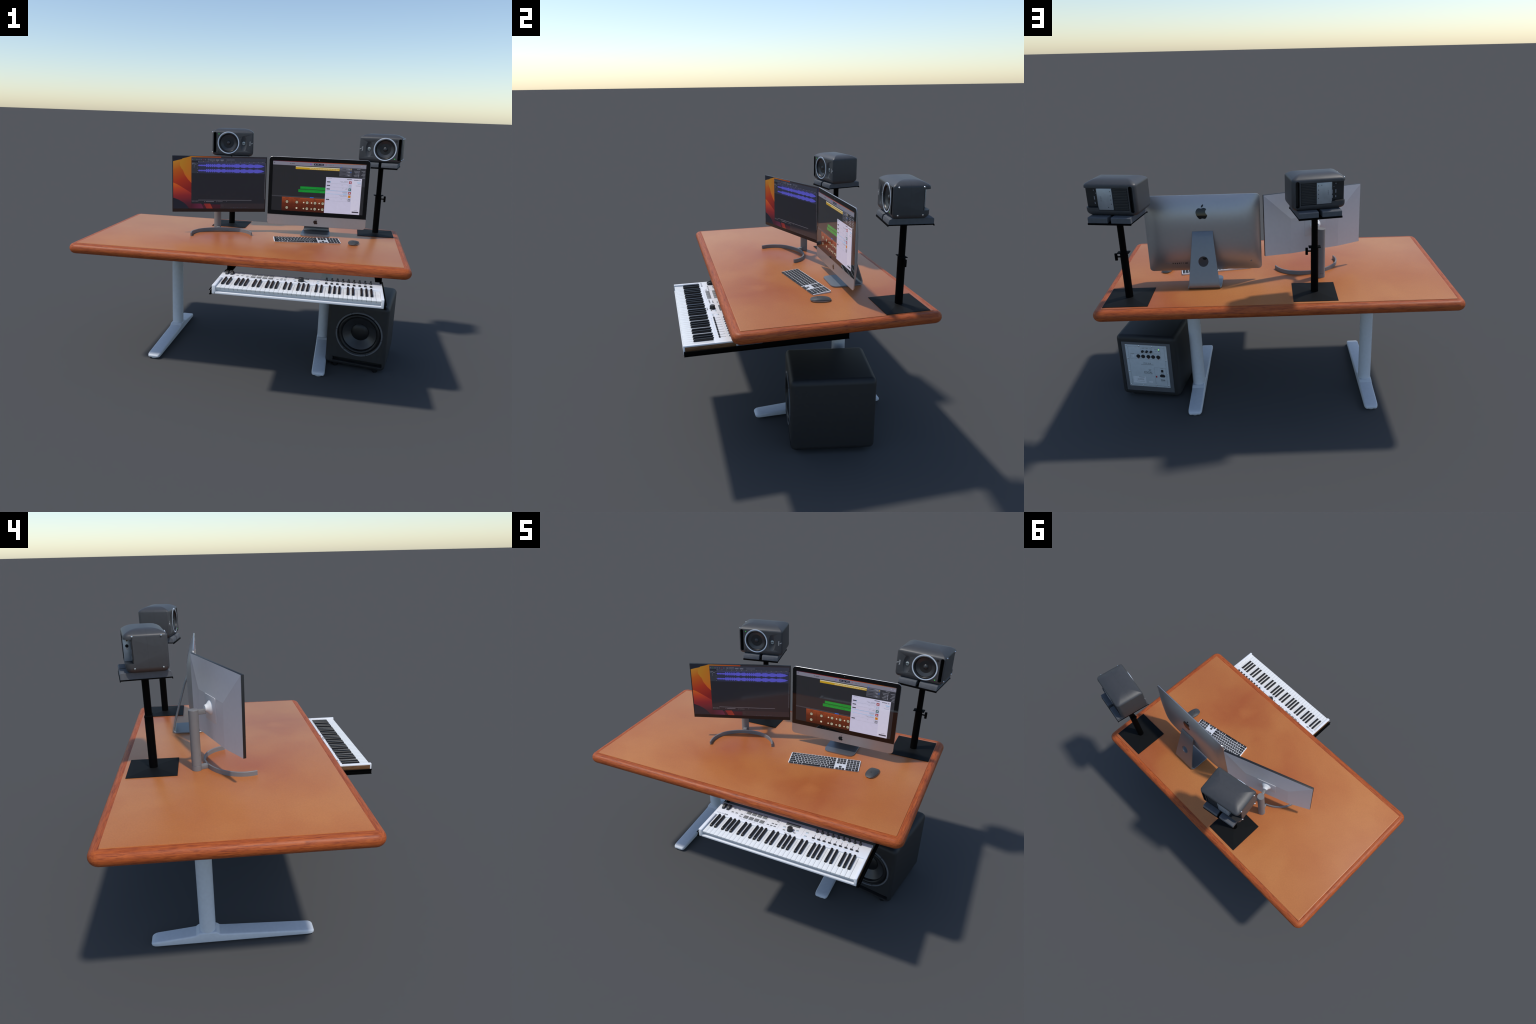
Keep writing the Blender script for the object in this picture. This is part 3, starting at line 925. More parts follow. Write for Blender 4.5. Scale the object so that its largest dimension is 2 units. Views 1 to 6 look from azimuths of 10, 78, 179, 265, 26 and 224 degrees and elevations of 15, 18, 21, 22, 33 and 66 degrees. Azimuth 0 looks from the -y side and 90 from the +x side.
bound = [v for v in grid[0]] + [r_[-1] for r_ in grid[1:]] + list(reversed(grid[-1][:-1])) + [r_[0] for r_ in reversed(grid[1:-1])]
bmesh.ops.remove_doubles(shell, verts=shell.verts[:], dist=.00012)
finish("casing", shell, M["alu"], pc, angle=30)
# black glass with rounded top corners
GX = HW - .0012
def glass_outline():
    pts = []
    z0, z1, r = .9070, ZT - .0012, .0205
    pts += [(GX, z0)]
    for i in range(9):
        a = rad(90 * i / 8)
        pts.append((GX - r + r * cos(a), z1 - r + r * sin(a)))
    for i in range(9):
        a = rad(90 + 90 * i / 8)
        pts.append((-GX + r + r * cos(a), z1 - r + r * sin(a)))
    pts += [(-GX, z0)]
    return [(x, zc(z)) for x, z in pts]
prism("front_glass", glass_outline(), "y", -.0010, .0012, M["glass_black"], pc)
cyl("camera_lens", .0022, -.0012, 0, M["ink_soft"], pc, "y", (-.0015, 0, zc(1.2780)), 14)

# picture on the screen, built of thin glossy sheets in layers
def sheet(name, x0, x1, z0, z1, layer, material, parent, ox=0., oz=0.):
    y = -.0013 - .00012 * layer
    return box(name, x0 - ox, x1 - ox, y, y + .0006, z0 - oz, z1 - oz, material, parent)
OX = .4235
def psheet(name, x0, x1, z0, z1, layer, material):
    return sheet(name, x0, x1, z0, z1, layer, material, pc, OX, TOP)
def pmany(name, rects, layer, material, y0=-.0013):
    y = y0 - .00012 * layer
    return joined(name, [(x0 - OX, x1 - OX, y, y + .0005, z0 - TOP, z1 - TOP) for x0, x1, z0, z1 in rects], material, pc)
U = {k: ui_mat("screen_" + k, c) for k, c in dict(
    dark=(38, 38, 40), darker=(33, 33, 35), line=(58, 58, 62), bar=(118, 116, 124), track=(72, 72, 78), track_hi=(92, 92, 98),
    list=(50, 50, 54), yellow=(178, 140, 28), cream=(196, 186, 150), green=(18, 128, 42), green_hi=(60, 160, 80), wood=(112, 50, 24), wood_dark=(72, 30, 16),
    knob=(168, 160, 130), knob_dark=(24, 20, 18), lamp=(200, 192, 160), window=(188, 184, 198), window_side=(196, 192, 206), ink=(60, 58, 66), soft=(150, 148, 158),
    blue=(40, 100, 190), cyan=(90, 170, 215), lcd=(28, 28, 44), purple=(110, 60, 170), red=(170, 40, 30), orange=(190, 80, 20), icon_red=(150, 50, 46), icon_grey=(160, 170, 182), icon_teal=(30, 90, 84), icon_gold=(190, 130, 40), icon_line=(110, 112, 118), text=(140, 140, 146)).items()}
psheet("screen_picture", .121, .7255, .9355, 1.2635, 0, U["dark"])
psheet("menu_strip", .121, .7255, 1.2605, 1.2640, 1, gradient("screen_menu_fade", (1, 0, 0), -.30, .30, [(0, lin(60, 30, 60)), (.25, lin(150, 30, 24)), (.6, lin(200, 60, 20)), (.85, lin(190, 100, 30)), (1, lin(120, 90, 80))], .04, EM))
psheet("tool_bar", .121, .7255, 1.2375, 1.2607, 2, U["bar"])
psheet("time_display", .391, .454, 1.2440, 1.2560, 3, U["lcd"])
pmany("tool_mark", [(.366, .374, 1.246, 1.254), ], 3, U["purple"])
pmany("tool_mark", [(.398, .404, 1.2475, 1.2515), (.412, .424, 1.2485, 1.251), (.432, .449, 1.2485, 1.251), (.694, .700, 1.247, 1.253), (.714, .720, 1.247, 1.252)], 4, U["text"])
pmany("tool_caption", [(.232, .240, 1.2485, 1.2515), (.244, .266, 1.2485, 1.2515), (.486, .489, 1.2485, 1.251), (.494, .498, 1.2485, 1.251), (.503, .507, 1.2485, 1.251), (.512, .516, 1.2485, 1.251), (.128, .134, 1.249, 1.253)], 3, U["ink"])
pmany("record_mark", [(.467, .471, 1.2475, 1.2515)], 3, U["red"])
pmany("time_ruler", [(.121, .556, 1.2335, 1.2370)], 1, U["darker"])
pmany("ruler_tick", [(.14 + .0245 * i, .1408 + .0245 * i, 1.2340, 1.2362) for i in range(17)], 2, U["line"])
pmany("grid_line", [(.128 + .0146 * i, .1284 + .0146 * i, 1.036, 1.2330) for i in range(24)], 1, U["darker"])
psheet("audio_region", .272, .5575, 1.2150, 1.2330, 2, U["yellow"])
psheet("region_header", .272, .5575, 1.2275, 1.2330, 3, U["cream"])
pmany("region_trace", [(.362 + .0042 * i, .362 + .0042 * i + .0034, 1.2195 - .0006 * (i % 3), 1.2212 + .0007 * ((i * 7) % 4)) for i in range(45)], 3, U["cream"])
for j, zz in enumerate((1.2205, 1.2010, 1.1815)):
    psheet("track_header", .5575, .6365, zz, zz + .0185, 2, U["track_hi"] if j == 0 else U["track"])
pmany("track_mark", [(x, x + w, z + .0075, z + .0105) for z in (1.2205, 1.2010, 1.1815) for x, w in ((.563, .003), (.570, .007), (.578, .020))], 3, U["darker"])
pmany("track_text", [(x, x + w, z + dz, z + dz + .0022) for z in (1.2205, 1.2010, 1.1815) for x, w, dz in ((.607, .017, .010), (.615, .009, .005))], 3, U["text"])
pmany("track_icon", [(.6285, .6335, 1.2265, 1.2330)], 3, U["yellow"])
pmany("track_icon", [(.6285, .6325, 1.2070, 1.2130), (.562, .571, 1.2385, 1.2420)], 4, U["blue"])
psheet("library_list", .6365, .7255, 1.1200, 1.2375, 1, U["list"])
pmany("list_text", [(.650 + .004 * (i % 3), .676, 1.2190 - .0088 * i, 1.2208 - .0088 * i) for i in range(5)] + [(.698 + .005 * ((i * 5) % 3), .722, 1.2200 - .0088 * i, 1.2218 - .0088 * i) for i in range(6)] + [(.668, .690, 1.2310, 1.2330)], 2, U["text"])
pmany("list_icon", [(.6795, .6840, 1.2178 - .0088 * i, 1.2222 - .0088 * i) for i in range(5)], 2, U["soft"])
psheet("note_region", .309, .480, 1.0865, 1.1030, 2, U["green"])
psheet("note_region", .297, .480, 1.0650, 1.0832, 2, U["green"])
pmany("note_mark", [(.313 + .006 * i, .313 + .006 * i + .0045, 1.0945 + .001 * ((i * 3) % 3), 1.0955 + .001 * ((i * 3) % 3)) for i in range(17)] + [(.327 + .006 * i, .327 + .006 * i + .0045, 1.0705 + .0012 * ((i * 5) % 3), 1.0715 + .0012 * ((i * 5) % 3)) for i in range(14)] + [(.440 + .005 * i, .4435 + .005 * i, 1.0705, 1.0725) for i in range(6)], 3, U["green_hi"])
psheet("panel_divider", .121, .476, 1.0285, 1.0355, 2, U["line"])
pmany("divider_mark", [(.376, .401, 1.0295, 1.0345)], 3, U["blue"])
psheet("editor_backdrop", .121, .190, .9355, 1.0285, 1, U["darker"])
psheet("amplifier_face", .190, .477, .9355, 1.0275, 1, gradient("screen_wood_fade", (0, 0, 1), zc(.9355), zc(1.0275), [(0, tuple(1.5 * c for c in lin(60, 24, 14))), (.45, tuple(1.6 * c for c in lin(90, 38, 20))), (.5, tuple(1.6 * c for c in lin(84, 36, 20))), (1, tuple(1.7 * c for c in lin(140, 64, 34)))], .04, EM))
pmany("amplifier_line", [(.194, .257, 1.0165, 1.0173), (.194, .257, .9755, .9762), (.2565, .2573, .9365, 1.0165), (.261, .322, 1.0165, 1.0173), (.3215, .3223, .9365, 1.0165), (.326, .476, 1.0165, 1.0173), (.326, .476, .9755, .9762), (.3255, .3263, .9365, 1.0165), (.2605, .2613, .9365, 1.0165)]
      + [(x - w, x + w, z, z + .0020) for x, w, z in ((.225, .013, 1.0205), (.291, .020, 1.0195), (.406, .006, 1.0195), (.225, .007, 1.0115), (.291, .009, 1.0115), (.360, .006, 1.0115), (.412, .008, 1.0115), (.462, .006, 1.0115), (.225, .007, .9700), (.291, .004, .9690), (.360, .012, .9720), (.412, .009, .9720), (.462, .006, .9720))], 2, U["wood_dark"])
def dial(x, z, r, dark, light):
    cyl("picture_dial", r, -.00165, -.0010, U[dark], pc, "y", (x - OX, 0, zc(z)), 24)
    cyl("picture_dial_face", r * .78, -.0018, -.0010, U[light], pc, "y", (x - OX, 0, zc(z)), 24)
for x in (.2250, .2910, .3600, .4120, .4625):
    for z in (.9965, .9565):
        if x == .2910 and z < .98:
            cyl("picture_lamp", .0062, -.0017, -.0010, U["lamp"], pc, "y", (x - OX, 0, zc(.957)), 18)
        else:
            dial(x, z, .0110, "knob_dark", "knob")
            box("dial_pointer", x - OX - .0075, x - OX + .0075, -.0020, -.0012, zc(z - .0008), zc(z + .0008), U["ink"], pc)
for x in (.3370, .3890, .4395):
    for z in (.9965, .9560):
        cyl("picture_lamp", .0046, -.0017, -.0010, U["lamp"], pc, "y", (x - OX, 0, zc(z)), 18)
# white pop-up window
psheet("popup_window", .4745, .7048, .9360, 1.1725, 5, U["window"])
psheet("window_sidebar", .6450, .7045, .9365, 1.1720, 6, U["window_side"])
rows = [1.1445, 1.1215, 1.0985, 1.0755, 1.0525, 1.0295]
for z, c in zip(rows, ("icon_red", "icon_grey", "icon_teal", "icon_red", "icon_gold", "icon_line")):
    psheet("software_icon", .6235, .6400, z - .0080, z + .0080, 7, U[c])
    psheet("software_symbol", .6285, .6350, z - .0040, z + .0030, 8, U["window"] if c != "icon_gold" else U["orange"])
for i in (0, 1, 2, 5):
    psheet("window_button", .4815, .5030, rows[i] - .0055, rows[i] + .0010, 7, U["ink"])
pmany("window_text", [(.590 + .008 * ((i * 7) % 4), .6165, z + .0035, z + .0060) for i, z in enumerate(rows)] + [(.566 + .012 * ((i * 5) % 4), .584, z + .0035, z + .0055) for i, z in enumerate(rows)]
      + [(.573 + .014 * ((i * 3) % 4), .6165, z - .0010, z + .0010) for i, z in enumerate(rows)]
      + [(.609, .6405, 1.1625, 1.1665), (.653, .684, 1.1600, 1.1640), (.6885, .6965, 1.1580, 1.1660), (.680, .699, 1.1345, 1.1365), (.668, .699, 1.1240, 1.1265), (.486, .512, 1.1655, 1.1680), (.668, .690, .9625, .9645)], 7, U["soft"])
pmany("window_heading", [(.610, .6395, 1.1632, 1.1660), (.654, .684, 1.1605, 1.1632)], 8, U["ink"])
pmany("window_link", [(.676, .699, 1.1440, 1.1468), (.590, .616, 1.0680, 1.0700), (.478, .641, 1.0852, 1.0860), (.478, .641, 1.0640, 1.0648), (.5035, .506, 1.1392, 1.1452)], 8, U["cyan"])
pmany("window_rule", [(.480, .641, z - .0115, z - .0110) for z in rows if z != 1.0755], 7, U["soft"])
psheet("window_button", .6555, .6985, .9475, .9560, 7, U["ink"])

# fruit-shaped mark with a bite and a leaf, front and back
BODY = [(-.02, .41), (-.20, .47), (-.36, .40), (-.46, .25), (-.49, .08), (-.44, -.12), (-.35, -.27), (-.25, -.39), (-.155, -.465), (-.06, -.435), (.06, -.39), (.175, -.425), (.285, -.445), (.37, -.39), (.445, -.27), (.505, -.12), (.39, -.035), (.33, .075), (.33, .205), (.39, .315), (.44, .36), (.345, .445), (.195, .48), (.085, .455)]
LEAF = [(-.02, .485), (-.01, .60), (.065, .715), (.195, .77), (.185, .64), (.11, .535)]
def rounded(pts, it=2):
    for _ in range(it):
        out = []
        for i in range(len(pts)):
            a, b = Vector(pts[i]), Vector(pts[(i + 1) % len(pts)])
            out += [tuple(a * .75 + b * .25), tuple(a * .25 + b * .75)]
        pts = out
    return pts
def emblem(x, z, size, y0, y1, mirror, follow=None):
    for nm, pts, it in (("emblem_body", BODY, 2), ("emblem_leaf", LEAF, 2)):
        o = prism(nm, [(x + mirror * px * size, z + pz * size) for px, pz in rounded(pts, it)], "y", y0, y1, M["logo"], pc)
        if follow:
            b = bmesh.new()
            b.from_mesh(o.data)
            for k in range(-20, 30):
                for co, no in (((0, 0, z + k * .003), (0, 0, 1)), ((x + k * .003, 0, 0), (1, 0, 0))):
                    bmesh.ops.bisect_plane(b, geom=b.verts[:] + b.edges[:] + b.faces[:], dist=1e-6, plane_co=co, plane_no=no)
            b.to_mesh(o.data)
            b.free()
            for v in o.data.vertices:
                v.co.y += follow(v.co.x, v.co.z + TOP - zm)
emblem(-.0015, zc(.8670), .0285, -.0006, .001, 1)
emblem(.0, zc(1.1920), .0670, .0052, .0061, -1, bulge)
# ports, power inlet
def back_y(x, z):
    return .0055 + bulge(x, z - zm)
for i in range(4):
    x = .1865 - .0125 * i
    box("usb_port", x - .0028, x + .0028, back_y(x, .896) - .003, back_y(x, .896) + .0003, zc(.8890), zc(.9025), M["ink"], pc, .0004)
for x in (.1370, .1255):
    box("small_port", x - .0022, x + .0022, back_y(x, .896) - .003, back_y(x, .896) + .0003, zc(.8915), zc(.8995), M["ink"], pc, .0004)
box("network_port", .1010, .1165, back_y(.108, .896) - .003, back_y(.108, .896) + .0003, zc(.8905), zc(.9010), M["ink"], pc, .0005)
box("card_slot", .1975, .2180, back_y(.208, .895) - .003, back_y(.208, .895) + .0003, zc(.8945), zc(.8965), M["ink_soft"], pc, .0004)
cyl("audio_jack", .0020, back_y(.2235, .899) - .003, back_y(.2235, .899) + .0003, M["ink_soft"], pc, "y", (.2235, 0, zc(.896)), 12)
lathe("power_button", [(.0062, back_y(-.2665, .897) - .003), (.0062, back_y(-.2665, .897) + .0002), (.0052, back_y(-.2665, .897) + .0004), (0, back_y(-.2665, .897) + .0002)], M["alu_stand"], pc, "y", (-.2665, 0, zc(.897)), 20)
cyl("power_inlet", .0130, back_y(0, .925) - .003, back_y(0, .925) + .0006, M["ink"], pc, "y", (0, 0, zc(.926)), 24)

# stand: one bent sheet, narrow at the hinge, broad at the foot
spine = [(.0500, 1.0890, .0590), (.0560, 1.0800, .0595), (.0660, 1.0580, .0605), (.0860, .9960, .0665), (.1060, .9330, .0735), (.1260, .8700, .0800), (.1420, .8180, .0850), (.1475, .8000, .0865)]
for i in range(1, 9):
    a = rad(17 + (107 - 17) * i / 8 - 17)
    spine.append((.1345 + .0150 * cos(a) - .0015, .7935 - .0150 * sin(a), .0870 + .0010 * i))
sp2 = [(y, z) for y, z, w in spine]
rings = []
th = .0042
fr = [(.105, 0), (.06, 0), (.02, 0), (.005, .0), (-.008, .0012), (-.018, .0045), (-.026, .0095), (-.032, .0160), (-.0360, .0260), (-.0375, .0360)]
full = spine + [(y, .7785, .0970 - ins) for y, ins in fr]
for i, (y, z, w) in enumerate(full):
    a = full[max(0, i - 1)]
    b = full[min(len(full) - 1, i + 1)]
    t = Vector((b[0] - a[0], b[1] - a[1])).normalized()
    nn = Vector((-t.y, t.x)) * th
    e = .0012
    rings.append([(-w, y + nn.x * .6, zc(z) + nn.y * .6), (-w + e, y + nn.x, zc(z) + nn.y), (w - e, y + nn.x, zc(z) + nn.y), (w, y + nn.x * .6, zc(z) + nn.y * .6),
                  (w, y - nn.x * .6, zc(z) - nn.y * .6), (w - e, y - nn.x, zc(z) - nn.y), (-w + e, y - nn.x, zc(z) - nn.y), (-w, y - nn.x * .6, zc(z) - nn.y * .6)])
stand = loft("bent_stand", rings, M["alu_stand"], pc, angle=38)
hole = lathe_bm([(0, .06), (.0285, .06), (.0285, .19), (0, .19)], "y", (0, 0, 0), 48)
for v in hole.verts:
    v.co.z += zc(.9300)
hc = finish("cutter", hole, M["alu_stand"], None)
hc.matrix_world = pc.matrix_basis
bpy.context.view_layer.update()
carve(stand, [hc])
box("hinge_block", -.0575, .0575, .0440, .0560, zc(1.0690), zc(1.0880), M["alu_stand"], pc, .003)

# ================================================================== MONITOR
MY = 20.2
mo = thing("monitor", "frameless grey monitor on curved stand showing audio editor", "monitor", (-.504, .048, TOP), MY)
MW, MZ0, MZ1 = .6205, .9155, 1.2810
box("bezel", 0, MW, .0, .0140, zc(MZ0), zc(MZ1), M["mon_side"], mo, .0006)
# faceted back: top and both sides slope in to a flat field
bm = bmesh.new()
yb, yr = .0141, .0360
P = {k: bm.verts.new(p) for k, p in dict(a=(.0008, yb, zc(MZ1 - .0008)), b=(MW - .0008, yb, zc(MZ1 - .0008)), c=(MW - .0008, yb, zc(MZ0 + .0008)), d=(.0008, yb, zc(MZ0 + .0008)),
     e=(.1565, yr, zc(1.130)), f=(.4640, yr, zc(1.130)), g=(.4640, yr, zc(MZ0 + .0015)), h=(.1565, yr, zc(MZ0 + .0015))).items()}
for fc in ("abfe", "bcgf", "adhe", "efgh", "dcgh", "abcd"):
    bm.faces.new([P[k] for k in fc])
finish("back_cover", bm, M["mon_back"], mo, angle=3)
o = prism("mount_plate", rrect(.0670, .0610, .009, 4, .3105, zc(1.0700)), "y", yr - .002, yr + .0018, M["mon_back"], mo, bev=.001)
lathe("mount_cone", [(.0340, yr + .0010), (.0325, yr + .0055), (.0270, yr + .0110), (.0200, yr + .0180), (.0165, yr + .0260), (.0150, yr + .0300), (0, yr + .0300)], M["white_part"], mo, "y", (.3105, 0, zc(1.0740)), 36)
box("neck_arm", .3105 - .0095, .3105 + .0095, yr + .026, .112, zc(1.0485), zc(1.0720), M["mon_post"], mo, .003)
pa = (.3125, .1215, 0)
cyl("post", .0238, .0265, zc(1.0745), M["mon_post"], mo, centre=pa, n=40, bev=.0012)
cyl("post_foot", .0238, .0, .0262, M["mon_post"], mo, centre=pa, n=40, bev=.0006)
# curved foot: flat bar standing on edge
arc = []
for i in range(37):
    a = rad(180 * i / 36)
    arc.append((.3140 + .1985 * cos(a) * (1 - .00 * sin(a)), -.1060 + .1690 * sin(a) ** .92 if sin(a) > 0 else -.1060))
rings = []
for i, (x, y) in enumerate(arc):
    a, b = Vector(arc[max(0, i - 1)]), Vector(arc[min(len(arc) - 1, i + 1)])
    t = (b - a).normalized()
    nn = Vector((-t.y, t.x)) * .0042
    rings.append([(x + nn.x, y + nn.y, .0), (x + nn.x, y + nn.y, .0215), (x + nn.x * .7, y + nn.y * .7, .0228), (x - nn.x * .7, y - nn.y * .7, .0228), (x - nn.x, y - nn.y, .0215), (x - nn.x, y - nn.y, .0)])
loft("curved_foot", rings, M["mon_post"], mo, angle=30)
box("foot_bridge", .3140 - .0110, .3140 + .0110, .060, .105, .0, .0228, M["mon_post"], mo, .002)

# picture: wallpaper with sweeping bands, audio editor window
def msheet(name, x0, x1, z0, z1, layer, material):
    y = -.00015 - .00012 * layer
    return box(name, x0, x1, y, y + .0006, zc(z0), zc(z1), material, mo)
def mmany(name, rects, layer, material):
    y = -.00015 - .00012 * layer
    return joined(name, [(x0, x1, y, y + .0005, zc(z0), zc(z1)) for x0, x1, z0, z1 in rects], material, mo)
def band(name, pts, layer, material):
    y = -.00015 - .00012 * layer
    return prism(name, [(x, zc(z)) for x, z in pts], "y", y, y + .0005, material, mo)
g = lambda k, *c: tuple(min(.95, k * v) for v in lin(*c))
MR = .10
ME = .14
K = 1.7
def V(name, rgb, emit=ME):
    return mat("editor_" + name, g(K, *rgb), MR, vary=.02, emit=emit)
dx0, dx1, dz0, dz1 = .0055, .6150, .9370, 1.2790
msheet("screen_picture", dx0, dx1, dz0, dz1, 0, V("night", (30, 32, 40)))
# upper orange sweep
up = [(dx0, 1.2440), (.0300, 1.2510), (.067, 1.2600), (.0950, 1.2690), (.1180, 1.2785), (.3150, 1.2785), (.3150, 1.2715), (.1235, 1.2715), (.1235, 1.0400), (.0670, 1.0760), (.0300, 1.0980), (dx0, 1.1085)]
band("wallpaper_sweep", up, 1, gradient("editor_sweep_upper", (.42, 0, -.9), -.47, -.22, [(0, g(K, 150, 84, 28)), (.22, g(K, 166, 112, 36)), (.42, g(K, 160, 78, 24)), (.70, g(K, 146, 46, 26)), (1, g(K, 112, 30, 28))], MR, ME))
band("wallpaper_fold", [(.0650, 1.2630), (.1000, 1.2720), (.1200, 1.2785), (.1235, 1.2785), (.1235, 1.1320), (.1100, 1.1490), (.0850, 1.1730), (.0600, 1.1980), (.0480, 1.2200), (.0500, 1.2440)], 2, gradient("editor_fold_gold", (.9, 0, -.42), -.20, -.02, [(0, g(K, 160, 122, 36)), (.5, g(K, 164, 104, 30)), (1, g(K, 168, 84, 28))], MR, ME))
band("wallpaper_fold", [(.0670, 1.1920), (.0950, 1.1650), (.1235, 1.1380), (.1235, 1.1050), (.1000, 1.1300), (.0780, 1.1620)], 3, gradient("editor_fold_amber", (0, 0, 1), zc(1.105), zc(1.19), [(0, g(K, 176, 76, 26)), (1, g(K, 164, 100, 32))], MR, ME))
low = [(dx0, 1.1080), (.0300, 1.0975), (.0670, 1.0755), (.0950, 1.0580), (.1235, 1.0395), (.1235, .9650), (.3160, .9650), (.3160, dz0 + .001), (.1090, dz0 + .001), (.0900, .9620), (.0670, .9810), (.0400, .9960), (dx0, 1.0090)]
band("wallpaper_sweep", low, 1, gradient("editor_sweep_lower", (.10, 0, -1), -.325, -.145, [(0, g(K, 178, 84, 28)), (.20, g(K, 160, 56, 34)), (.45, g(K, 118, 36, 38)), (.75, g(K, 70, 30, 40)), (1, g(K, 58, 26, 34))], MR, ME))
band("wallpaper_stripe", [(.1235, .9705), (.1880, .9705), (.2040, dz0 + .001), (.1200, dz0 + .001)], 2, gradient("editor_stripe_plum", (1, 0, 0), .12, .20, [(0, g(K, 62, 26, 36)), (1, g(K, 88, 36, 58))], MR, ME))
band("wallpaper_stripe", [(.2040, .9705), (.2470, .9705), (.2640, dz0 + .001), (.2230, dz0 + .001)], 2, gradient("editor_stripe_red", (1, 0, 0), .20, .264, [(0, g(K, 110, 32, 40)), (1, g(K, 134, 50, 34))], MR, ME))
msheet("desktop_shade", .3150, dx1, dz0 + .0006, dz1 - .0004, 2, V("shade", (46, 40, 42)))
msheet("editor_window", .1225, .6130, .9720, 1.2720, 3, V("window", (35, 35, 39)))
msheet("editor_toolbar", .1230, .6125, 1.2500, 1.2715, 4, V("toolbar", (52, 54, 64)))
vt = V("text", (118, 118, 128))
mmany("tool_button", [(.1275 + .0136 * i, .1345 + .0136 * i, 1.2545, 1.2615) for i in range(7) if i not in (1, 5)] + [(.228, .240, 1.2530, 1.2640), (.280, .304, 1.2530, 1.2620), (.310, .333, 1.2530, 1.2620)], 5, V("button", (78, 80, 92)))
mmany("tool_button", [(.1412, .1480, 1.2545, 1.2615)], 5, V("play", (40, 92, 52)))
mmany("tool_button", [(.1957, .2025, 1.2545, 1.2615)], 5, V("record", (98, 44, 58)))
mmany("tool_text", [(.244 + .0068 * i, .248 + .0068 * i, z, z + .0025) for i in range(5) for z in (1.2530, 1.2605)] + [(.284, .301, 1.2540, 1.2570), (.313, .330, 1.2540, 1.2570)] + [(.352 + .006 * i, .3545 + .006 * i, z, z + .002) for i in range(9) for z in (1.2540, 1.2610)], 6, vt)
msheet("time_ruler", .1660, .6080, 1.2420, 1.2490, 4, V("ruler", (62, 62, 72)))
mmany("ruler_text", [(.1680 + .0302 * i, .1720 + .0302 * i, 1.2445, 1.2470) for i in range(15)], 5, vt)
msheet("wave_backdrop", .1660, .6080, 1.1700, 1.2405, 4, V("track", (46, 48, 66)))
msheet("wave_title", .1660, .6080, 1.2350, 1.2400, 5, V("track_title", (66, 66, 96)))
msheet("track_controls", .1240, .1625, 1.1700, 1.2405, 4, V("controls", (48, 50, 56)))
mmany("control_text", [(.1275, .1440, 1.2330, 1.2352), (.1275, .1340, 1.2275, 1.2298), (.1440, .1545, 1.2275, 1.2298), (.1390, .1415, 1.2080, 1.2105), (.1390, .1415, 1.2150, 1.2175), (.1385, .1425, 1.2215, 1.2235)] + [(.1605, .1640, 1.174 + .0115 * i, 1.1760 + .0115 * i) for i in range(6)], 5, vt)
# waveform: envelope of packed bursts, mirrored about each centre line
def envelope(t):
    hump = lambda a, b, n, lo, hi, p: lo + (hi - lo) * abs(sin((t - a) / (b - a) * pi * n)) ** p
    if t < .11:
        a = hump(0, .11, 3, .26, .42, .8)
    elif t < .26:
        a = hump(.11, .26, 5, .22, .92, .8)
    elif t < .42:
        a = hump(.26, .42, 2, .38, .92, .5)
    elif t < .53:
        a = hump(.42, .53, 4, .26, .86, .8)
    elif t < .94:
        a = hump(.53, .94, 4, .46, 1.0, .45)
    else:
        a = .80 * (1 - (t - .94) / .06) + .05
    k = mnoise.noise(Vector((t * 95, 3.1, 0))) * .25 + mnoise.noise(Vector((t * 260, 8.2, 0))) * .2
    return max(.05, a * (1 + k))
vw = V("wave", (80, 78, 168), .2)
for zc0 in (1.2205, 1.1875):
    bm = bmesh.new()
    N_ = 260
    yv = -.00015 - .00012 * 6
    top_, bot_ = [], []
    for i in range(N_ + 1):
        t = i / N_
        a = .0122 * envelope(t)
        x = .1670 + t * (.6040 - .1670)
        top_.append((x, zc(zc0) + a))
        bot_.append((x, zc(zc0) - a * (.96 + .08 * mnoise.noise(Vector((t * 140, 1, 4))))))
    A = [bm.verts.new((x, yv, z)) for x, z in top_]
    B = [bm.verts.new((x, yv, z)) for x, z in bot_]
    A2 = [bm.verts.new((x, yv + .0004, z)) for x, z in top_]
    B2 = [bm.verts.new((x, yv + .0004, z)) for x, z in bot_]
    for i in range(N_):
        bm.faces.new((A[i], A[i + 1], B[i + 1], B[i]))
        bm.faces.new((A2[i], B2[i], B2[i + 1], A2[i + 1]))
        bm.faces.new((A[i], A2[i], A2[i + 1], A[i + 1]))
        bm.faces.new((B[i], B[i + 1], B2[i + 1], B2[i]))
    finish("waveform", bm, vw, mo, smooth=False)
mmany("scroll_bar", [(.1680, .5240, .9930, .9950), (.6110, .6124, 1.0020, 1.2430)], 4, V("scroll", (112, 110, 114)))
mmany("status_text", [(.1260 + .009 * i, .1320 + .009 * i, z, z + .002) for i in range(5) for z in (.9825, .9875)] + [(.2080, .2120, .9815, .9865), (.2180, .2720, .9825, .9865), (.2880, .2920, .9815, .9850), (.296, .330, .9830, .9850), (.355, .359, .9850, .9880)], 4, V("status", (96, 94, 98)))
mmany("dock_dot", [(.3770 + .0262 * i, .3800 + .0262 * i, .9420, .9440) for i in range(1, 5)], 4, V("dock", (52, 84, 112)))
mmany("dock_line", [(.382 + .0262 * i, .400 + .0262 * i, .9424, .9434) for i in range(5)] + [(.3200, .3360, z, z + .001) for z in (.9500, .9560, .9620)], 3, V("dock_line", (70, 60, 62)))

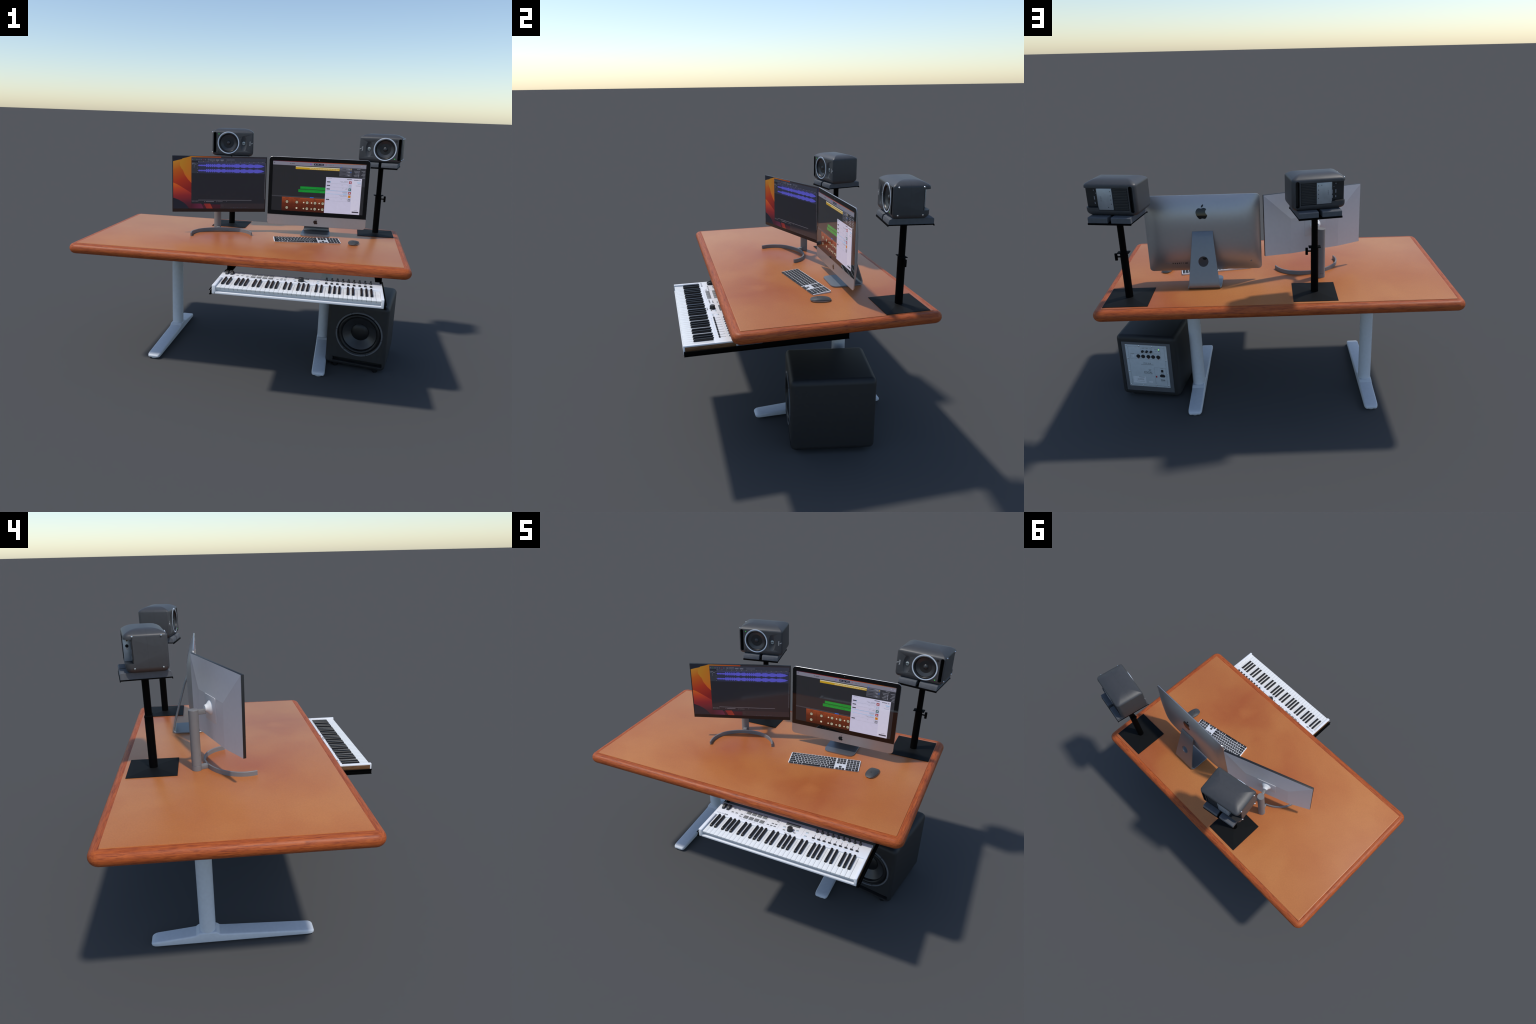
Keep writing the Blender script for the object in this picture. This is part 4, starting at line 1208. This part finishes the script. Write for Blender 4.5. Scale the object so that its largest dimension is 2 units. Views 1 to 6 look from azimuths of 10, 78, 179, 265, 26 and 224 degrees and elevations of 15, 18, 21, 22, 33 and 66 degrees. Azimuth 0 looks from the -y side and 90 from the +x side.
# ================================================================== COMPUTER KEYBOARD
ck = thing("computer_keyboard", "flat white keyboard with rows of charcoal keys", "keyboard", (.3820, .0945, TOP), 10.9)
HWK, HDK = .2135, .0575
tilt = lambda y: .0052 + (y + HDK) / (2 * HDK) * .0048
rings = [[(x, y, z0 if z0 == 0 else tilt(y) + z0 - 1) for x, y in rrect(HWK - i, HDK - i, .007, 5)] for z0, i in ((0, .0012), (1 - .0012, 0), (1 - .0005, .0002), (1, .0010))]
loft("case", rings, M["kb_case"], ck, angle=40)
UN = .01905
xs0, ys0, PITCH = -.2095, .0525, .01935
key_mesh = {}
KH = .0160
marks = []
def key(xa, xb, row, hh=KH, frac=0.):
    yt = ys0 - PITCH * row - frac
    yb_ = yt - hh
    w, ycen = (xb - xa) / 2 - .0015, (yt + yb_) / 2
    k = (round(w, 4), round(hh, 4))
    if k not in key_mesh:
        o = finish("key", box_bm(-w, w, -hh / 2, hh / 2, -.0005, .0014, .0008, 2), M["kb_key"], ck, loc=((xa + xb) / 2, ycen, tilt(ycen)))
        key_mesh[k] = o.data
    else:
        o = place("key", key_mesh[k], ck, ((xa + xb) / 2, ycen, tilt(ycen)))
    o.rotation_euler = (math.atan(.0048 / (2 * HDK)), 0, 0)
    xm = (xa + xb) / 2
    zt = tilt(ycen) + .0012
    m = RNG.choice((.0014, .0018, .0022))
    marks.append((xm - m, xm + m, ycen - .0018, ycen + .0018, zt, zt + .00035))
rowdefs = [[1.5] + [1] * 13, [1] * 13 + [1.5], [1.5] + [1] * 13, [1.75] + [1] * 11 + [1.75], [2.25] + [1] * 10 + [2.25], [1.5, 1.25, 1.5, 5.9, 1.6, 1.25, 1.5]]
for r_, wid in enumerate(rowdefs):
    x = xs0
    k = .2765 / sum(wid)
    for w in wid:
        key(x, x + w * k, r_)
        x += w * k
for c_ in range(3):
    xa = .0745 + .0181 * c_
    for r_ in range(3):
        key(xa, xa + .0181, r_)
    key(xa, xa + .0181, 5)
key(.0745 + .0181, .0745 + .0362, 4)
for c_ in range(4):
    xa = .1345 + .0188 * c_
    for r_ in range(6):
        if r_ == 5 and c_ == 1 or (c_ == 3 and r_ in (4, 5)):
            continue
        if r_ == 5 and c_ == 0:
            key(xa, xa + .0376, 5)
        else:
            key(xa, xa + .0188, r_)
key(.1345 + .0564, .1345 + .0752, 4, KH + PITCH)
joined("key_legend", marks, M["kb_mark"], ck)

# ================================================================== MOUSE
ms = thing("computer_mouse", "smooth slate grey computer mouse with silver base", "mouse", (.6805, .0970, TOP), -9.)
def mouse_plan(k):
    return [(k * .0325 * math.copysign(abs(cos(a)) ** .72, cos(a)), k * .0580 * math.copysign(abs(sin(a)) ** .80, sin(a))) for a in [2 * pi * i / 48 for i in range(48)]]
def mouse_top(x, y):
    return .0030 + .0185 * (1 - (y / .0600) ** 2) ** .75 * (1 - (abs(x) / .0345) ** 2.6 * .55) + .001 * (-y / .06)
rings = [[(x, y, .0012) for x, y in mouse_plan(.88)], [(x, y, .0045) for x, y in mouse_plan(.97)], [(x, y, min(.0075, mouse_top(x, y) * .55 + .001)) for x, y in mouse_plan(.985)]]
loft("mouse_base", rings, M["mouse_base"], ms)
rings = [[(x, y, min(.0075, mouse_top(x, y) * .55 + .001)) for x, y in mouse_plan(.985)]]
for k in (1.0, .985, .95, .88, .78, .64, .48, .32, .16, .03):
    rings.append([(x, y, mouse_top(x, y) if k < 1 else mouse_top(x * .985, y * .985) * .9) for x, y in mouse_plan(k)])
loft("mouse_shell", rings, M["mouse"], ms, angle=60)
cyl("mouse_mark", .0030, .0208, .0214, M["cab_dark"], ms, centre=(0, -.018, 0), n=16)
